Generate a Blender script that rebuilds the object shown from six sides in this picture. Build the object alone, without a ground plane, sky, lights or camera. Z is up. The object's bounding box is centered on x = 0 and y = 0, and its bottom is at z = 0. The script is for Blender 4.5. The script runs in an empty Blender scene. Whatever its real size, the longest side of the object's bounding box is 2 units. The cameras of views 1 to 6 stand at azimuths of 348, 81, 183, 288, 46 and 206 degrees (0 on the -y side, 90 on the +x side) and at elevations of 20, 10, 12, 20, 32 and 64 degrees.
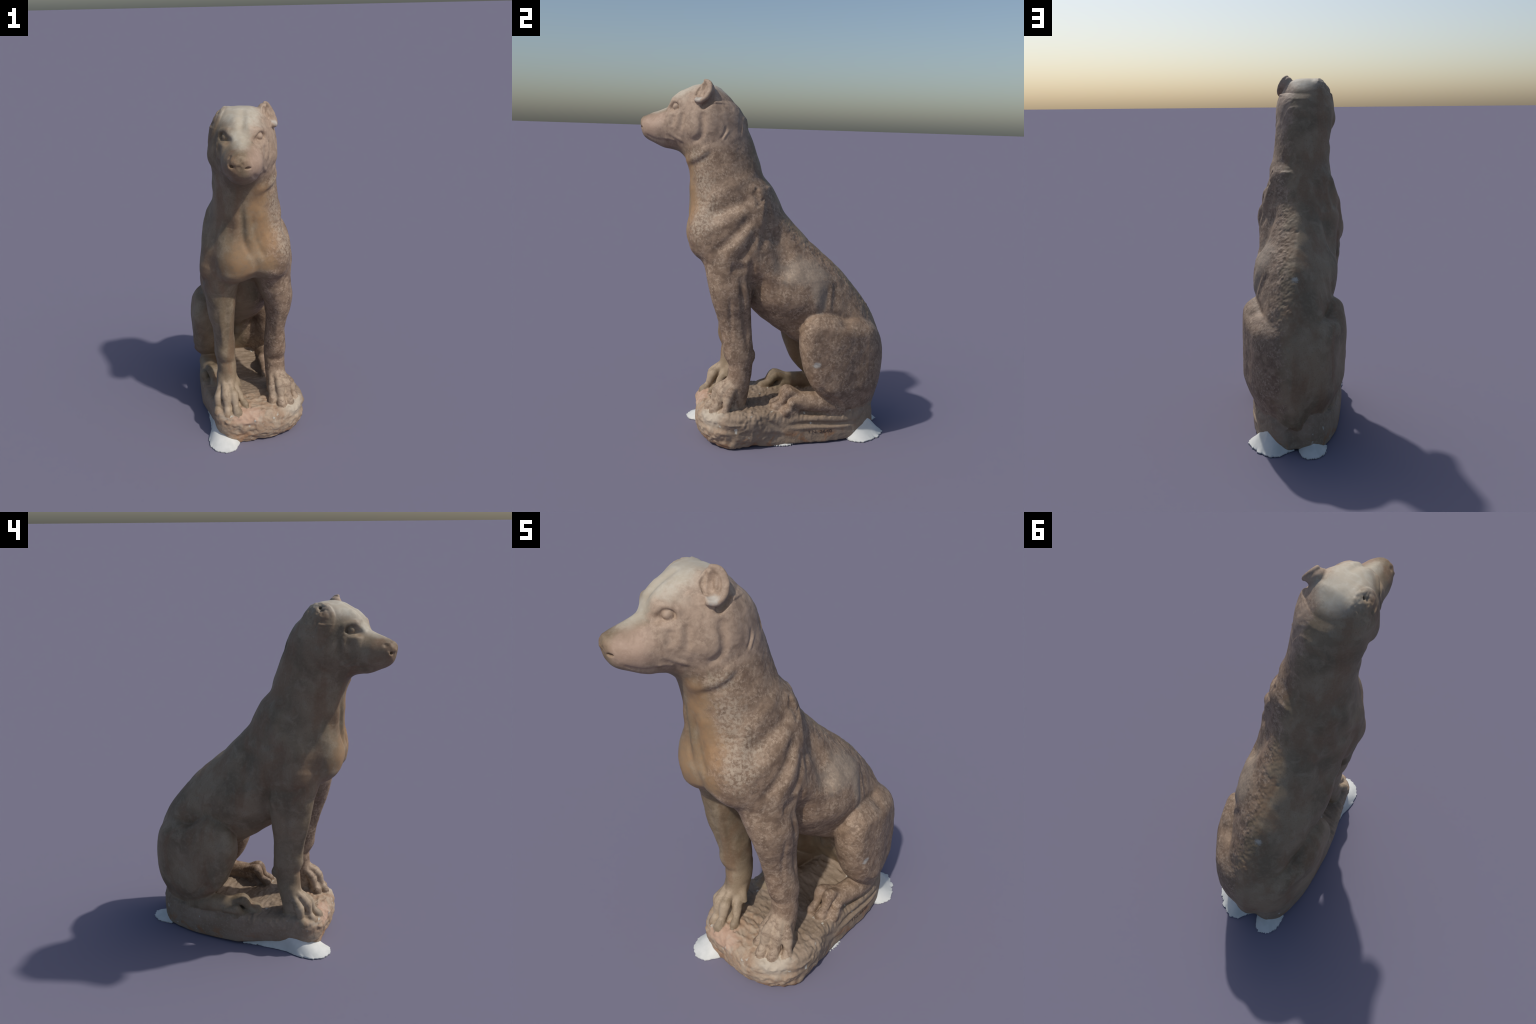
# Seated hound, an ancient marble statue on a rough rock plinth.
# The body is one implicit surface (lofts, ellipsoids, tubes, blended smoothly, then
# carved with ridges and creases); it is meshed, then split by region into named parts.
import bpy, math
import numpy as np
from concurrent.futures import ThreadPoolExecutor
from mathutils import Vector

VOX = 0.009
rng = np.random.default_rng(7)

# ------------------------------------------------------------------ small maths helpers
def smin(a, b, k):
    h = np.maximum(k - np.abs(a - b), 0.0) / k
    return np.minimum(a, b) - h * h * k * 0.25

def smax(a, b, k):
    return -smin(-a, -b, k)

def pchip_table(ts, vs, n=500):
    """smooth monotone interpolation of stations -> dense lookup table"""
    ts = np.asarray(ts, float); vs = np.asarray(vs, float)
    h = np.diff(ts); dl = np.diff(vs) / h
    m = np.zeros(len(ts))
    for i in range(1, len(ts) - 1):
        if dl[i - 1] * dl[i] > 0:
            w1 = 2 * h[i] + h[i - 1]; w2 = h[i] + 2 * h[i - 1]
            m[i] = (w1 + w2) / (w1 / dl[i - 1] + w2 / dl[i])
    m[0] = dl[0]; m[-1] = dl[-1]
    x = np.linspace(ts[0], ts[-1], n)
    i = np.clip(np.searchsorted(ts, x, side='right') - 1, 0, len(ts) - 2)
    t = (x - ts[i]) / h[i]
    y = ((1 + 2 * t) * (1 - t) ** 2 * vs[i] + t * (1 - t) ** 2 * h[i] * m[i]
         + t * t * (3 - 2 * t) * vs[i + 1] + t * t * (t - 1) * h[i] * m[i + 1])
    return x, y

def catmull(P, per=6, closed=False):
    P = np.asarray(P, float); n = len(P)
    if closed:
        Q = np.vstack([P[-1], P, P[0], P[1]]); segs = n
    else:
        Q = np.vstack([2 * P[0] - P[1], P, 2 * P[-1] - P[-2]]); segs = n - 1
    out = []
    for i in range(segs):
        a, b, c, d = Q[i:i + 4]
        for j in range(per):
            t = j / per
            out.append(0.5 * (2 * b + (c - a) * t + (2 * a - 5 * b + 4 * c - d) * t * t
                              + (3 * b - a - 3 * c + d) * t ** 3))
    if not closed:
        out.append(P[-1])
    return np.array(out)

def hash3(ix, iy, iz, seed):
    h = (ix.astype(np.int64) * 374761393 + iy.astype(np.int64) * 668265263
         + iz.astype(np.int64) * 2147483647 + seed * 1274126177) & 0xFFFFFFFF
    h = ((h ^ (h >> 13)) * 1274126177) & 0xFFFFFFFF
    h = ((h ^ (h >> 16)) * 2246822519) & 0xFFFFFFFF
    return ((h ^ (h >> 15)) & 0xFFFF).astype(np.float32) / 32767.5 - 1.0

def vnoise(P, scale, seed=0):
    """smooth value noise in -1..1; scale = feature size in metres"""
    q = P / np.asarray(scale, np.float32)
    i = np.floor(q).astype(np.int32); f = (q - i).astype(np.float32)
    f = f * f * f * (f * (f * 6 - 15) + 10)
    out = 0
    for dx in (0, 1):
        wx = f[:, 0] if dx else 1 - f[:, 0]
        for dy in (0, 1):
            wy = f[:, 1] if dy else 1 - f[:, 1]
            for dz in (0, 1):
                wz = f[:, 2] if dz else 1 - f[:, 2]
                out = out + wx * wy * wz * hash3(i[:, 0] + dx, i[:, 1] + dy, i[:, 2] + dz, seed)
    return out

def fbm(P, scale, seed=0, octaves=3, gain=0.5):
    s = 0; a = 1.0; sc = np.asarray(scale, np.float32)
    for o in range(octaves):
        s = s + a * vnoise(P + 3.7 * o, sc, seed + 11 * o); a *= gain; sc = sc * 0.5
    return s

def seg_dist(P, pts):
    """distance to a polyline, and parameter 0..1 along it"""
    pts = np.asarray(pts, np.float32)
    L = np.linalg.norm(np.diff(pts, axis=0), axis=1); cum = np.concatenate([[0], np.cumsum(L)])
    best = np.full(len(P), 1e9, np.float32); par = np.zeros(len(P), np.float32)
    for i in range(len(pts) - 1):
        a = pts[i]; ab = pts[i + 1] - a
        t = np.clip(((P - a) @ ab) / max(float(ab @ ab), 1e-12), 0, 1)
        d = P - a - t[:, None] * ab
        q = np.einsum('ij,ij->i', d, d)
        m = q < best
        best[m] = q[m]; par[m] = ((cum[i] + t * L[i]) / cum[-1])[m]
    return np.sqrt(best), par

def poly_sdf(x, y, V):
    """signed distance to a closed 2-D polygon"""
    V = np.asarray(V, np.float32); n = len(V)
    d = np.full(x.shape, 1e9, np.float32); s = np.ones(x.shape, np.float32)
    for i in range(n):
        a = V[i]; b = V[i - 1]; e = b - a
        wx = x - a[0]; wy = y - a[1]
        t = np.clip((wx * e[0] + wy * e[1]) / (e @ e), 0, 1)
        bx = wx - e[0] * t; by = wy - e[1] * t
        d = np.minimum(d, bx * bx + by * by)
        c1 = y >= a[1]; c2 = y < b[1]; c3 = e[0] * wy > e[1] * wx
        flip = (c1 & c2 & c3) | (~c1 & ~c2 & ~c3)
        s = np.where(flip, -s, s)
    return s * np.sqrt(d)

# ------------------------------------------------------------------ the field
class Field:
    def __init__(self):
        self.ops = []                       # (kind, fn, lo, hi, k, label)
    def add(self, kind, fn, lo, hi, k=0.02, label=None):
        self.ops.append((kind, fn, np.asarray(lo, np.float32), np.asarray(hi, np.float32), k, label))
    def apply(self, d, lab, best, P, op):
        kind, fn, lo, hi, k, label = op
        f = fn(P)
        if kind == 'union':
            m = f < best
            best = np.where(m, f, best); lab = np.where(m, label, lab)
            d = smin(d, f, k)
        elif kind == 'cut':
            d = smax(d, -f, k); best = np.maximum(best, -f)
        elif kind == 'paint':                # relabel the trunk's upper part
            lab = np.where((f < 0) & (lab == LB['torso']), label, lab)
        else:                                # relief
            d = d - f
        return d, lab, best
    def grid(self, o, n, h):
        ax = [o[i] + h * np.arange(n[i], dtype=np.float32) for i in range(3)]
        D = np.full(n, 0.25, np.float32)
        for op in self.ops:
            if op[0] == 'paint':
                continue
            mg = 0.05 if op[0] in ('union', 'cut') else 0.0
            i0 = [int(max(0, math.floor((op[2][a] - mg - o[a]) / h))) for a in range(3)]
            i1 = [int(min(n[a], math.ceil((op[3][a] + mg - o[a]) / h) + 1)) for a in range(3)]
            if any(i1[a] <= i0[a] for a in range(3)):
                continue
            sl = tuple(slice(i0[a], i1[a]) for a in range(3))
            X, Y, Z = np.meshgrid(*[ax[a][sl[a]] for a in range(3)], indexing='ij')
            P = np.stack([X.ravel(), Y.ravel(), Z.ravel()], 1)
            sub = D[sl].ravel()
            if op[0] == 'relief':            # only near the surface
                nb = np.abs(sub) < 0.06
                if nb.any():
                    sub = sub.copy(); sub[nb] -= op[1](P[nb])
            else:
                z = np.zeros(len(sub), np.int32)
                sub = self.apply(sub, z, np.full(len(sub), 9.0, np.float32), P, op)[0]
            D[sl] = sub.reshape(D[sl].shape)
        return D
    def eval(self, P, ops=None):
        P = np.asarray(P, np.float32)
        d = np.full(len(P), 0.25, np.float32); lab = np.zeros(len(P), np.int32)
        best = np.full(len(P), 9.0, np.float32)
        lo = P.min(0) if len(P) else 0; hi = P.max(0) if len(P) else 0
        for op in (ops or self.ops):
            mg = 0.05 if op[0] in ('union', 'cut') else 0.0
            if np.any(hi < op[2] - mg) or np.any(lo > op[3] + mg):
                continue
            m = np.all((P >= op[2] - mg) & (P <= op[3] + mg), axis=1)
            if m.any():
                d[m], lab[m], best[m] = self.apply(d[m], lab[m], best[m], P[m], op)
        return d, lab
    def snap(self, P, it=4, maxstep=0.03):
        """slide points on to the smooth surface (relief ignored)"""
        P = np.array(P, np.float32)
        ops = [o for o in self.ops if o[0] in ('union', 'cut') and np.any((P >= o[2] - 0.1).all(1) & (P <= o[3] + 0.1).all(1))]
        e = 0.002; n = len(P); off = np.vstack([np.zeros((1, 3)), np.eye(3) * e, -np.eye(3) * e]).astype(np.float32)
        for _ in range(it):
            v = self.eval((P[None] + off[:, None]).reshape(-1, 3), ops)[0].reshape(7, n)
            d = v[0]; g = ((v[1:4] - v[4:7]) / (2 * e)).T
            gg = np.maximum(np.einsum('ij,ij->i', g, g), 0.15)
            P = P - np.clip(d / gg, -maxstep, maxstep)[:, None] * g
        return P

F = Field()
LABELS = ['none', 'head', 'ear', 'eye', 'neck', 'torso', 'forelimb_l', 'forelimb_r', 'foot_fl', 'foot_fr',
          'hindlimb_l', 'hindlimb_r', 'foot_hl', 'foot_hr', 'plinth', 'genitals', 'nose']
LB = {n: i for i, n in enumerate(LABELS)}

# ---- primitives
def bbox_of(pts, r):
    pts = np.asarray(pts, float).reshape(-1, 3)
    return pts.min(0) - r, pts.max(0) + r

def ellipsoid_fn(c, r, R=None):
    c = np.asarray(c, np.float32); r = np.asarray(r, np.float32)
    R = np.eye(3, dtype=np.float32) if R is None else np.asarray(R, np.float32)
    def fn(P):
        q = (P - c) @ R
        k0 = np.linalg.norm(q / r, axis=1); k1 = np.linalg.norm(q / (r * r), axis=1)
        return k0 * (k0 - 1) / np.maximum(k1, 1e-6)
    return fn

def ellipsoid(label, c, r, k=0.03, R=None, kind='union'):
    F.add(kind, ellipsoid_fn(c, r, R), np.asarray(c) - max(r), np.asarray(c) + max(r), k, LB.get(label))

def tube_fn(pts, rad, per=5):
    C = catmull(pts, per); rr = np.interp(np.linspace(0, 1, len(C)), np.linspace(0, 1, len(rad)), rad)
    L = np.linalg.norm(np.diff(C, axis=0), axis=1)
    def fn(P):
        best = np.full(len(P), 9.0, np.float32)
        for i in range(len(C) - 1):
            a = C[i].astype(np.float32); ab = (C[i + 1] - C[i]).astype(np.float32)
            t = np.clip(((P - a) @ ab) / (ab @ ab), 0, 1)
            d = np.linalg.norm(P - a - t[:, None] * ab, axis=1) - (rr[i] + (rr[i + 1] - rr[i]) * t)
            best = np.minimum(best, d)
        return best
    return fn

def tube(label, pts, rad, k=0.02, kind='union', per=5):
    lo, hi = bbox_of(pts, max(rad))
    F.add(kind, tube_fn(pts, rad, per), lo, hi, k, LB.get(label))

def loft_fn(frame, st):
    """st rows: t, p-, p+, q-, q+, pc, qc, exponent on q- side, exponent on q+ side.
    frame: (origin, axis_t, axis_p, axis_q)"""
    O, T, A, B = [np.asarray(v, np.float32) for v in frame]
    st = np.asarray(st, float); ts = st[:, 0]; tmid = (ts[0] + ts[-1]) / 2; half = (ts[-1] - ts[0]) / 2
    tab = [pchip_table(ts, st[:, j]) for j in range(1, st.shape[1])]
    def raw(P):
        d = P - O; t = d @ T; p = d @ A; q = d @ B
        tc = np.clip(t, ts[0], ts[-1])
        v = [np.interp(tc, *tb) for tb in tab]
        dp = p - v[4]; dq = q - v[5]
        a = np.where(dp > 0, v[1] - v[4], v[4] - v[0]); b = np.where(dq > 0, v[3] - v[5], v[5] - v[2])
        n = np.where(dq > 0, v[7], v[6])
        a = np.maximum(a, 0.002); b = np.maximum(b, 0.002)
        m = np.maximum(np.minimum(np.minimum(v[1] - v[4], v[4] - v[0]), np.minimum(v[3] - v[5], v[5] - v[2])), 0.004)
        rho = (np.abs(dp / a) ** n + np.abs(dq / b) ** n + 1e-9) ** (1 / n)
        f = (rho - 1) * m
        e = np.abs(t - tmid) - half
        return np.sqrt(np.maximum(f, 0) ** 2 + np.maximum(e, 0) ** 2) + np.minimum(np.maximum(f, e), 0)
    def fn(P):
        f = raw(P).astype(np.float32); near = np.abs(f) < 0.12
        if near.any():
            Pn = P[near]; f0 = f[near]; e = 0.004; gg = 0
            for ax in (T, A, B):
                g = (raw(Pn + ax * e) - f0) / e; gg = gg + g * g
            w = np.clip((0.12 - np.abs(f0)) / 0.07, 0, 1)
            f[near] = f0 / (1 + w * (np.sqrt(np.clip(gg, 0.09, 4.0)) - 1))
        return f
    return fn

def loft(label, frame, st, k=0.03, kind='union'):
    O, T, A, B = [np.asarray(v, float) for v in frame]
    st = np.asarray(st, float); pts = []
    for r in st:
        for p in (r[1], r[2]):
            for q in (r[3], r[4]):
                pts.append(O + T * r[0] + A * p + B * q)
    lo, hi = bbox_of(pts, 0.02)
    F.add(kind, loft_fn(frame, st), lo, hi, k, LB.get(label))

def pillow(label, outline_yz, x0, x1, R, k=0.03, flare=None):
    """rounded slab: smooth outline in the y-z plane, from x0 to x1, edge radius R"""
    V = catmull(outline_yz, 5, closed=True); xc = (x0 + x1) / 2; h = abs(x1 - x0) / 2
    def fn(P):
        d = poly_sdf(P[:, 1], P[:, 2], V)
        xx = P[:, 0] - xc
        if flare is not None:
            xx = xx - flare(P)
        e = np.abs(xx) - h
        u = d + R; v = e + R
        return np.sqrt(np.maximum(u, 0) ** 2 + np.maximum(v, 0) ** 2) + np.minimum(np.maximum(u, v), 0) - R
    F.add('union', fn, [min(x0, x1) - .03, V[:, 0].min(), V[:, 1].min()],
          [max(x0, x1) + .03, V[:, 0].max(), V[:, 1].max()], k, LB[label])

def relief(pts, amp, w, snap=True, taper=True, per=5):
    """ridge (amp>0) or crease (amp<0) of gaussian section along a curve laid on the surface"""
    pts = np.asarray(pts, float)
    if snap:
        pts = F.snap(pts, 3)
    C = catmull(pts, per) if len(pts) > 2 else pts
    lo, hi = bbox_of(C, 2.2 * w)
    def fn(P):
        d, t = seg_dist(P, C)
        a = amp * np.exp(-(d / w) ** 2)
        if taper:
            a = a * np.clip(np.minimum(t, 1 - t) * 5 + 0.15, 0, 1)
        return a
    F.add('relief', fn, lo, hi)

def bump(c, amp, w, snap=True):
    c = np.asarray([c], float)
    if snap:
        c = F.snap(c, 3)
    c = c[0].astype(np.float32); w = np.asarray(w if np.ndim(w) else [w] * 3, np.float32)
    def fn(P):
        return amp * np.exp(-(((P - c) / w) ** 2).sum(1))
    F.add('relief', fn, c - 2.2 * w, c + 2.2 * w)

Z = (0, 0, 1); X = (1, 0, 0); Y = (0, 1, 0); O0 = (0, 0, 0)
WORLD = (O0, Z, X, Y)

# ------------------------------------------------------------------ trunk and neck (horizontal slices)
#        z     x-     x+    yf     yb     xc     yc    n_f  n_b
trunk = [
    (0.06, -0.09, 0.07, 0.50, 0.60, -0.01, 0.55, 2.0, 1.9),
    (0.10, -0.12, 0.10, 0.44, 0.625, -0.01, 0.53, 2.0, 1.9),
    (0.16, -0.145, 0.125, 0.40, 0.655, -0.01, 0.50, 2.0, 1.8),
    (0.24, -0.170, 0.150, 0.38, 0.682, -0.01, 0.47, 2.0, 1.8),
    (0.32, -0.190, 0.170, 0.35, 0.696, -0.01, 0.45, 2.0, 1.8),
    (0.42, -0.200, 0.180, 0.31, 0.700, -0.01, 0.43, 2.0, 1.8),
    (0.50, -0.200, 0.180, 0.25, 0.693, -0.012, 0.40, 2.0, 1.8),
    (0.57, -0.200, 0.175, 0.135, 0.680, -0.015, 0.36, 2.0, 1.8),
    (0.65, -0.205, 0.178, 0.012, 0.652, -0.017, 0.30, 2.0, 1.75),
    (0.73, -0.225, 0.200, -0.085, 0.612, -0.02, 0.23, 2.0, 1.8),
    (0.83, -0.247, 0.220, -0.150, 0.540, -0.018, 0.13, 2.0, 1.75),
    (0.93, -0.256, 0.220, -0.140, 0.455, -0.020, 0.05, 2.0, 1.75),
    (1.00, -0.256, 0.210, -0.225, 0.385, -0.025, -0.04, 2.0, 1.65),
    (1.06, -0.262, 0.206, -0.365, 0.318, -0.028, -0.12, 2.0, 1.6),
    (1.12, -0.266, 0.206, -0.448, 0.250, -0.030, -0.15, 2.0, 1.6),
    (1.18, -0.262, 0.200, -0.460, 0.190, -0.032, -0.17, 2.0, 1.6),
    (1.24, -0.252, 0.190, -0.453, 0.132, -0.035, -0.18, 2.0, 1.65),
    (1.30, -0.243, 0.178, -0.446, 0.082, -0.038, -0.19, 2.0, 1.7),
    (1.36, -0.233, 0.165, -0.445, 0.055, -0.040, -0.20, 2.0, 1.75),
    (1.43, -0.220, 0.150, -0.445, 0.018, -0.042, -0.22, 2.1, 1.8),
    (1.50, -0.213, 0.138, -0.450, -0.040, -0.043, -0.25, 2.1, 1.85),
    (1.57, -0.216, 0.126, -0.468, -0.062, -0.045, -0.27, 2.1, 1.85),
    (1.63, -0.219, 0.121, -0.480, -0.082, -0.047, -0.28, 2.1, 1.9),
    (1.70, -0.220, 0.118, -0.450, -0.108, -0.049, -0.29, 2.1, 1.9),
    (1.77, -0.212, 0.111, -0.430, -0.142, -0.050, -0.30, 2.1, 1.95),
    (1.82, -0.198, 0.102, -0.430, -0.174, -0.050, -0.30, 2.1, 2.0),
    (1.855, -0.180, 0.086, -0.420, -0.208, -0.050, -0.31, 2.1, 2.0),
    (1.88, -0.150, 0.056, -0.400, -0.255, -0.050, -0.32, 2.0, 2.0),
    (1.895, -0.10, 0.010, -0.370, -0.295, -0.050, -0.33, 2.0, 2.0),
]
loft('torso', WORLD, trunk, k=0.02)

# ------------------------------------------------------------------ head (its own turned frame)
YAW = math.radians(12.5)
HO = np.array([-0.0975, -0.51, 0.0])
HF = np.array([-math.sin(YAW), -math.cos(YAW), 0.0]); HL = np.array([math.cos(YAW), -math.sin(YAW), 0.0])
HR = np.stack([HF, HL, np.array([0, 0, 1.0])], 1)
def H(s, w, z):
    return HO + HF * s + HL * w + np.array([0, 0, z])
HEAD = (HO, HF, HL, Z)
#         s     w-      w+     zb     zt     wc     zc    n_lo  n_up
skull = [
    (-0.370, -0.012, 0.012, 1.775, 1.800, 0.0, 1.79, 2.0, 2.0),
    (-0.355, -0.045, 0.045, 1.755, 1.815, 0.0, 1.79, 2.0, 2.0),
    (-0.330, -0.082, 0.082, 1.735, 1.857, 0.0, 1.79, 2.0, 2.0),
    (-0.290, -0.116, 0.114, 1.710, 1.909, 0.0, 1.79, 2.1, 2.1),
    (-0.245, -0.148, 0.146, 1.682, 1.949, 0.0, 1.78, 2.2, 2.3),
    (-0.20, -0.172, 0.168, 1.655, 1.977, 0.0, 1.76, 2.2, 2.5),
    (-0.15, -0.176, 0.170, 1.630, 1.986, 0.0, 1.75, 2.2, 2.5),
    (-0.10, -0.165, 0.160, 1.610, 1.980, 0.0, 1.75, 2.1, 2.4),
    (-0.05, -0.142, 0.140, 1.606, 1.962, 0.0, 1.76, 2.0, 2.2),
    (0.00, -0.118, 0.118, 1.618, 1.932, 0.0, 1.77, 2.0, 2.3),
    (0.030, -0.108, 0.108, 1.625, 1.906, -0.002, 1.76, 2.0, 2.3),
    (0.048, -0.105, 0.104, 1.629, 1.876, -0.003, 1.752, 2.0, 2.0),
    (0.064, -0.102, 0.101, 1.632, 1.855, -0.004, 1.748, 2.0, 1.75),
    (0.098, -0.100, 0.096, 1.643, 1.838, -0.006, 1.742, 2.0, 1.7),
    (0.140, -0.090, 0.080, 1.662, 1.823, -0.008, 1.742, 2.0, 1.8),
    (0.170, -0.078, 0.064, 1.676, 1.813, -0.010, 1.745, 2.0, 2.1),
    (0.190, -0.066, 0.050, 1.692, 1.802, -0.011, 1.748, 2.0, 2.2),
    (0.203, -0.048, 0.032, 1.712, 1.788, -0.011, 1.752, 2.0, 2.2),
    (0.209, -0.028, 0.010, 1.732, 1.775, -0.011, 1.755, 2.0, 2.0),
]
loft('head', HEAD, skull, k=0.05)
F.add('paint', lambda P: np.maximum(1.50 - P[:, 2] + 0.35 * (P[:, 1] + 0.30),
                                    P[:, 2] - 5), [-1, -1, 1.3], [1, 1, 2.2], label=LB['neck'])
# ------------------------------------------------------------------ chest, shoulders
for sx, cx in ((1, 0.085), (-1, -0.135)):
    ellipsoid('torso', (cx, -0.350, 1.165), (0.088, 0.092, 0.140), k=0.08)          # breast
ellipsoid('torso', (0.118, -0.20, 1.09), (0.100, 0.140, 0.22), k=0.06)                # shoulder masses
ellipsoid('torso', (-0.168, -0.19, 1.11), (0.110, 0.145, 0.22), k=0.06)
ellipsoid('torso', (0.082, -0.100, 1.29), (0.076, 0.080, 0.15), k=0.06)                # shoulder blades
ellipsoid('torso', (-0.148, -0.100, 1.28), (0.076, 0.080, 0.15), k=0.06)

# ------------------------------------------------------------------ forelegs (horizontal slices)
leg_l = [  # z   x-    x+     yf     yb    xc     yc   n  n
    (0.14, 0.095, 0.165, -0.235, -0.132, 0.13, -0.18, 2, 2),
    (0.20, 0.085, 0.175, -0.240, -0.129, 0.13, -0.18, 2, 2.3),
    (0.27, 0.078, 0.180, -0.240, -0.118, 0.13, -0.175, 2, 2.3),
    (0.33, 0.070, 0.184, -0.238, -0.110, 0.127, -0.170, 2, 2.3),
    (0.39, 0.062, 0.182, -0.232, -0.100, 0.122, -0.166, 2, 2.2),
    (0.45, 0.056, 0.180, -0.234, -0.096, 0.120, -0.165, 2, 2),
    (0.51, 0.054, 0.185, -0.250, -0.092, 0.120, -0.170, 2, 2),
    (0.57, 0.054, 0.180, -0.262, -0.097, 0.118, -0.180, 2, 2),
    (0.64, 0.060, 0.176, -0.272, -0.106, 0.118, -0.190, 2, 2),
    (0.72, 0.064, 0.182, -0.296, -0.112, 0.122, -0.200, 2, 2.2),
    (0.80, 0.056, 0.200, -0.320, -0.114, 0.128, -0.215, 2, 2.3),
    (0.88, 0.030, 0.208, -0.345, -0.114, 0.122, -0.230, 2, 2.3),
    (0.96, 0.010, 0.205, -0.360, -0.118, 0.112, -0.240, 2, 2.2),
    (1.04, 0.005, 0.205, -0.370, -0.120, 0.110, -0.240, 2, 2),
    (1.10, 0.055, 0.185, -0.350, -0.140, 0.118, -0.240, 2, 2),
]
leg_r = [
    (0.12, -0.225, -0.150, -0.255, -0.165, -0.185, -0.21, 2, 2),
    (0.18, -0.232, -0.140, -0.260, -0.160, -0.185, -0.21, 2, 2.3),
    (0.27, -0.230, -0.128, -0.262, -0.146, -0.180, -0.205, 2, 2.3),
    (0.35, -0.226, -0.118, -0.256, -0.122, -0.174, -0.19, 2, 2.3),
    (0.41, -0.226, -0.116, -0.247, -0.106, -0.172, -0.178, 2, 2.2),
    (0.46, -0.230, -0.117, -0.245, -0.094, -0.176, -0.172, 2, 2),
    (0.52, -0.241, -0.118, -0.257, -0.092, -0.180, -0.175, 2, 2),
    (0.60, -0.240, -0.120, -0.264, -0.095, -0.180, -0.18, 2, 2),
    (0.68, -0.248, -0.124, -0.279, -0.094, -0.186, -0.185, 2, 2.2),
    (0.77, -0.270, -0.122, -0.301, -0.087, -0.196, -0.195, 2, 2.3),
    (0.86, -0.279, -0.112, -0.316, -0.074, -0.196, -0.195, 2, 2.3),
    (0.93, -0.284, -0.104, -0.324, -0.070, -0.194, -0.20, 2, 2.3),
    (1.02, -0.284, -0.100, -0.345, -0.078, -0.190, -0.21, 2, 2),
    (1.10, -0.268, -0.120, -0.340, -0.110, -0.190, -0.23, 2, 2),
]
def shift(st, dx):
    out = []
    for r in st:
        d = dx * min(1.0, max(0.0, (r[0] - 0.22) / 0.2)) * min(1.0, max(0.0, (1.05 - r[0]) / 0.15))
        out.append((r[0], r[1] + d, r[2] + d, r[3], r[4], r[5] + d, r[6], r[7], r[8]))
    return out
loft('forelimb_l', WORLD, shift(leg_l, 0.018), k=0.035)
loft('forelimb_r', WORLD, shift(leg_r, 0.010), k=0.035)

# ------------------------------------------------------------------ haunches
thigh_l = [(0.345, 0.745), (0.29, 0.760), (0.24, 0.756), (0.195, 0.722), (0.165, 0.660), (0.158, 0.590),
           (0.168, 0.510), (0.190, 0.430), (0.228, 0.350), (0.275, 0.292), (0.34, 0.24), (0.42, 0.16), (0.50, 0.11),
           (0.58, 0.13), (0.64, 0.22), (0.665, 0.34), (0.665, 0.47), (0.65, 0.58), (0.60, 0.66), (0.50, 0.70), (0.42, 0.715)]
thigh_r = [(0.36, 0.735), (0.32, 0.772), (0.275, 0.789), (0.205, 0.760), (0.145, 0.690), (0.116, 0.612), (0.127, 0.520),
           (0.153, 0.444), (0.183, 0.375), (0.235, 0.310), (0.32, 0.24), (0.42, 0.16), (0.50, 0.11),
           (0.58, 0.13), (0.64, 0.22), (0.665, 0.34), (0.665, 0.47), (0.65, 0.58), (0.60, 0.66), (0.50, 0.69), (0.42, 0.70)]
def taper(P):
    """haunches draw in toward the tail and toward the ground"""
    u = P[:, 1] - 0.37
    return 0.44 * 0.5 * (u + np.sqrt(u * u + 0.008)) - 0.008 + 0.105 * np.clip((0.33 - P[:, 2]) / 0.22, 0, 1) ** 1.5 + 0.20 * np.clip(P[:, 1] - 0.56, 0, 1) + 0.035 * np.clip((P[:, 2] - 0.62) / 0.14, 0, 1) ** 2
pillow('hindlimb_l', thigh_l, 0.115, 0.286, 0.074, k=0.012, flare=lambda P: -taper(P))
pillow('hindlimb_r', thigh_r, -0.302, -0.135, 0.074, k=0.012, flare=taper)
for sx, cx in ((1, 0.065), (-1, -0.085)):                                               # rump, fills behind the thigh
    ellipsoid('hindlimb_l' if sx > 0 else 'hindlimb_r', (cx, 0.48, 0.46), (0.130, 0.19, 0.25), k=0.05)

# ------------------------------------------------------------------ feet: root -> knuckle -> dip -> tip, then a blunt claw
def toe(label, root, knuckle, tip, r, k=0.010, claw=True):
    root, kn, tp = [np.array(v, float) for v in (root, knuckle, tip)]
    dip = kn * 0.45 + tp * 0.55 + np.array([0, 0.006, -0.006])
    r = r * 1.10
    tube(label, [root, kn, dip, tp], [r * 0.72, r * 1.08, r * 0.74, r * 0.98], k=k)
    if claw:
        d = tp - dip; d = d / np.linalg.norm(d) + np.array([0, -0.5, -0.2]); d /= np.linalg.norm(d)
        tube(label, [tp, tp + d * r * 1.25], [r * 0.55, r * 0.22], k=0.006)

tube('foot_hl', [(0.160, 0.40, 0.200), (0.182, 0.29, 0.232), (0.168, 0.150, 0.240)], [0.060, 0.058, 0.052], k=0.02)
ellipsoid('foot_hl', (0.172, 0.11, 0.190), (0.060, 0.075, 0.045), k=0.015)
for rt, kn, tp, r in (((0.140, 0.175, 0.268), (0.124, 0.108, 0.288), (0.122, 0.036, 0.210), 0.025),
                      ((0.175, 0.170, 0.272), (0.176, 0.106, 0.288), (0.180, 0.036, 0.205), 0.027),
                      ((0.205, 0.190, 0.240), (0.208, 0.130, 0.242), (0.220, 0.088, 0.190), 0.024)):
    toe('foot_hl', rt, kn, tp, r)
tube('foot_hr', [(-0.180, 0.40, 0.190), (-0.212, 0.29, 0.215), (-0.214, 0.150, 0.215)], [0.060, 0.054, 0.050], k=0.02)
ellipsoid('foot_hr', (-0.218, 0.10, 0.170), (0.060, 0.075, 0.045), k=0.015)
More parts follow.
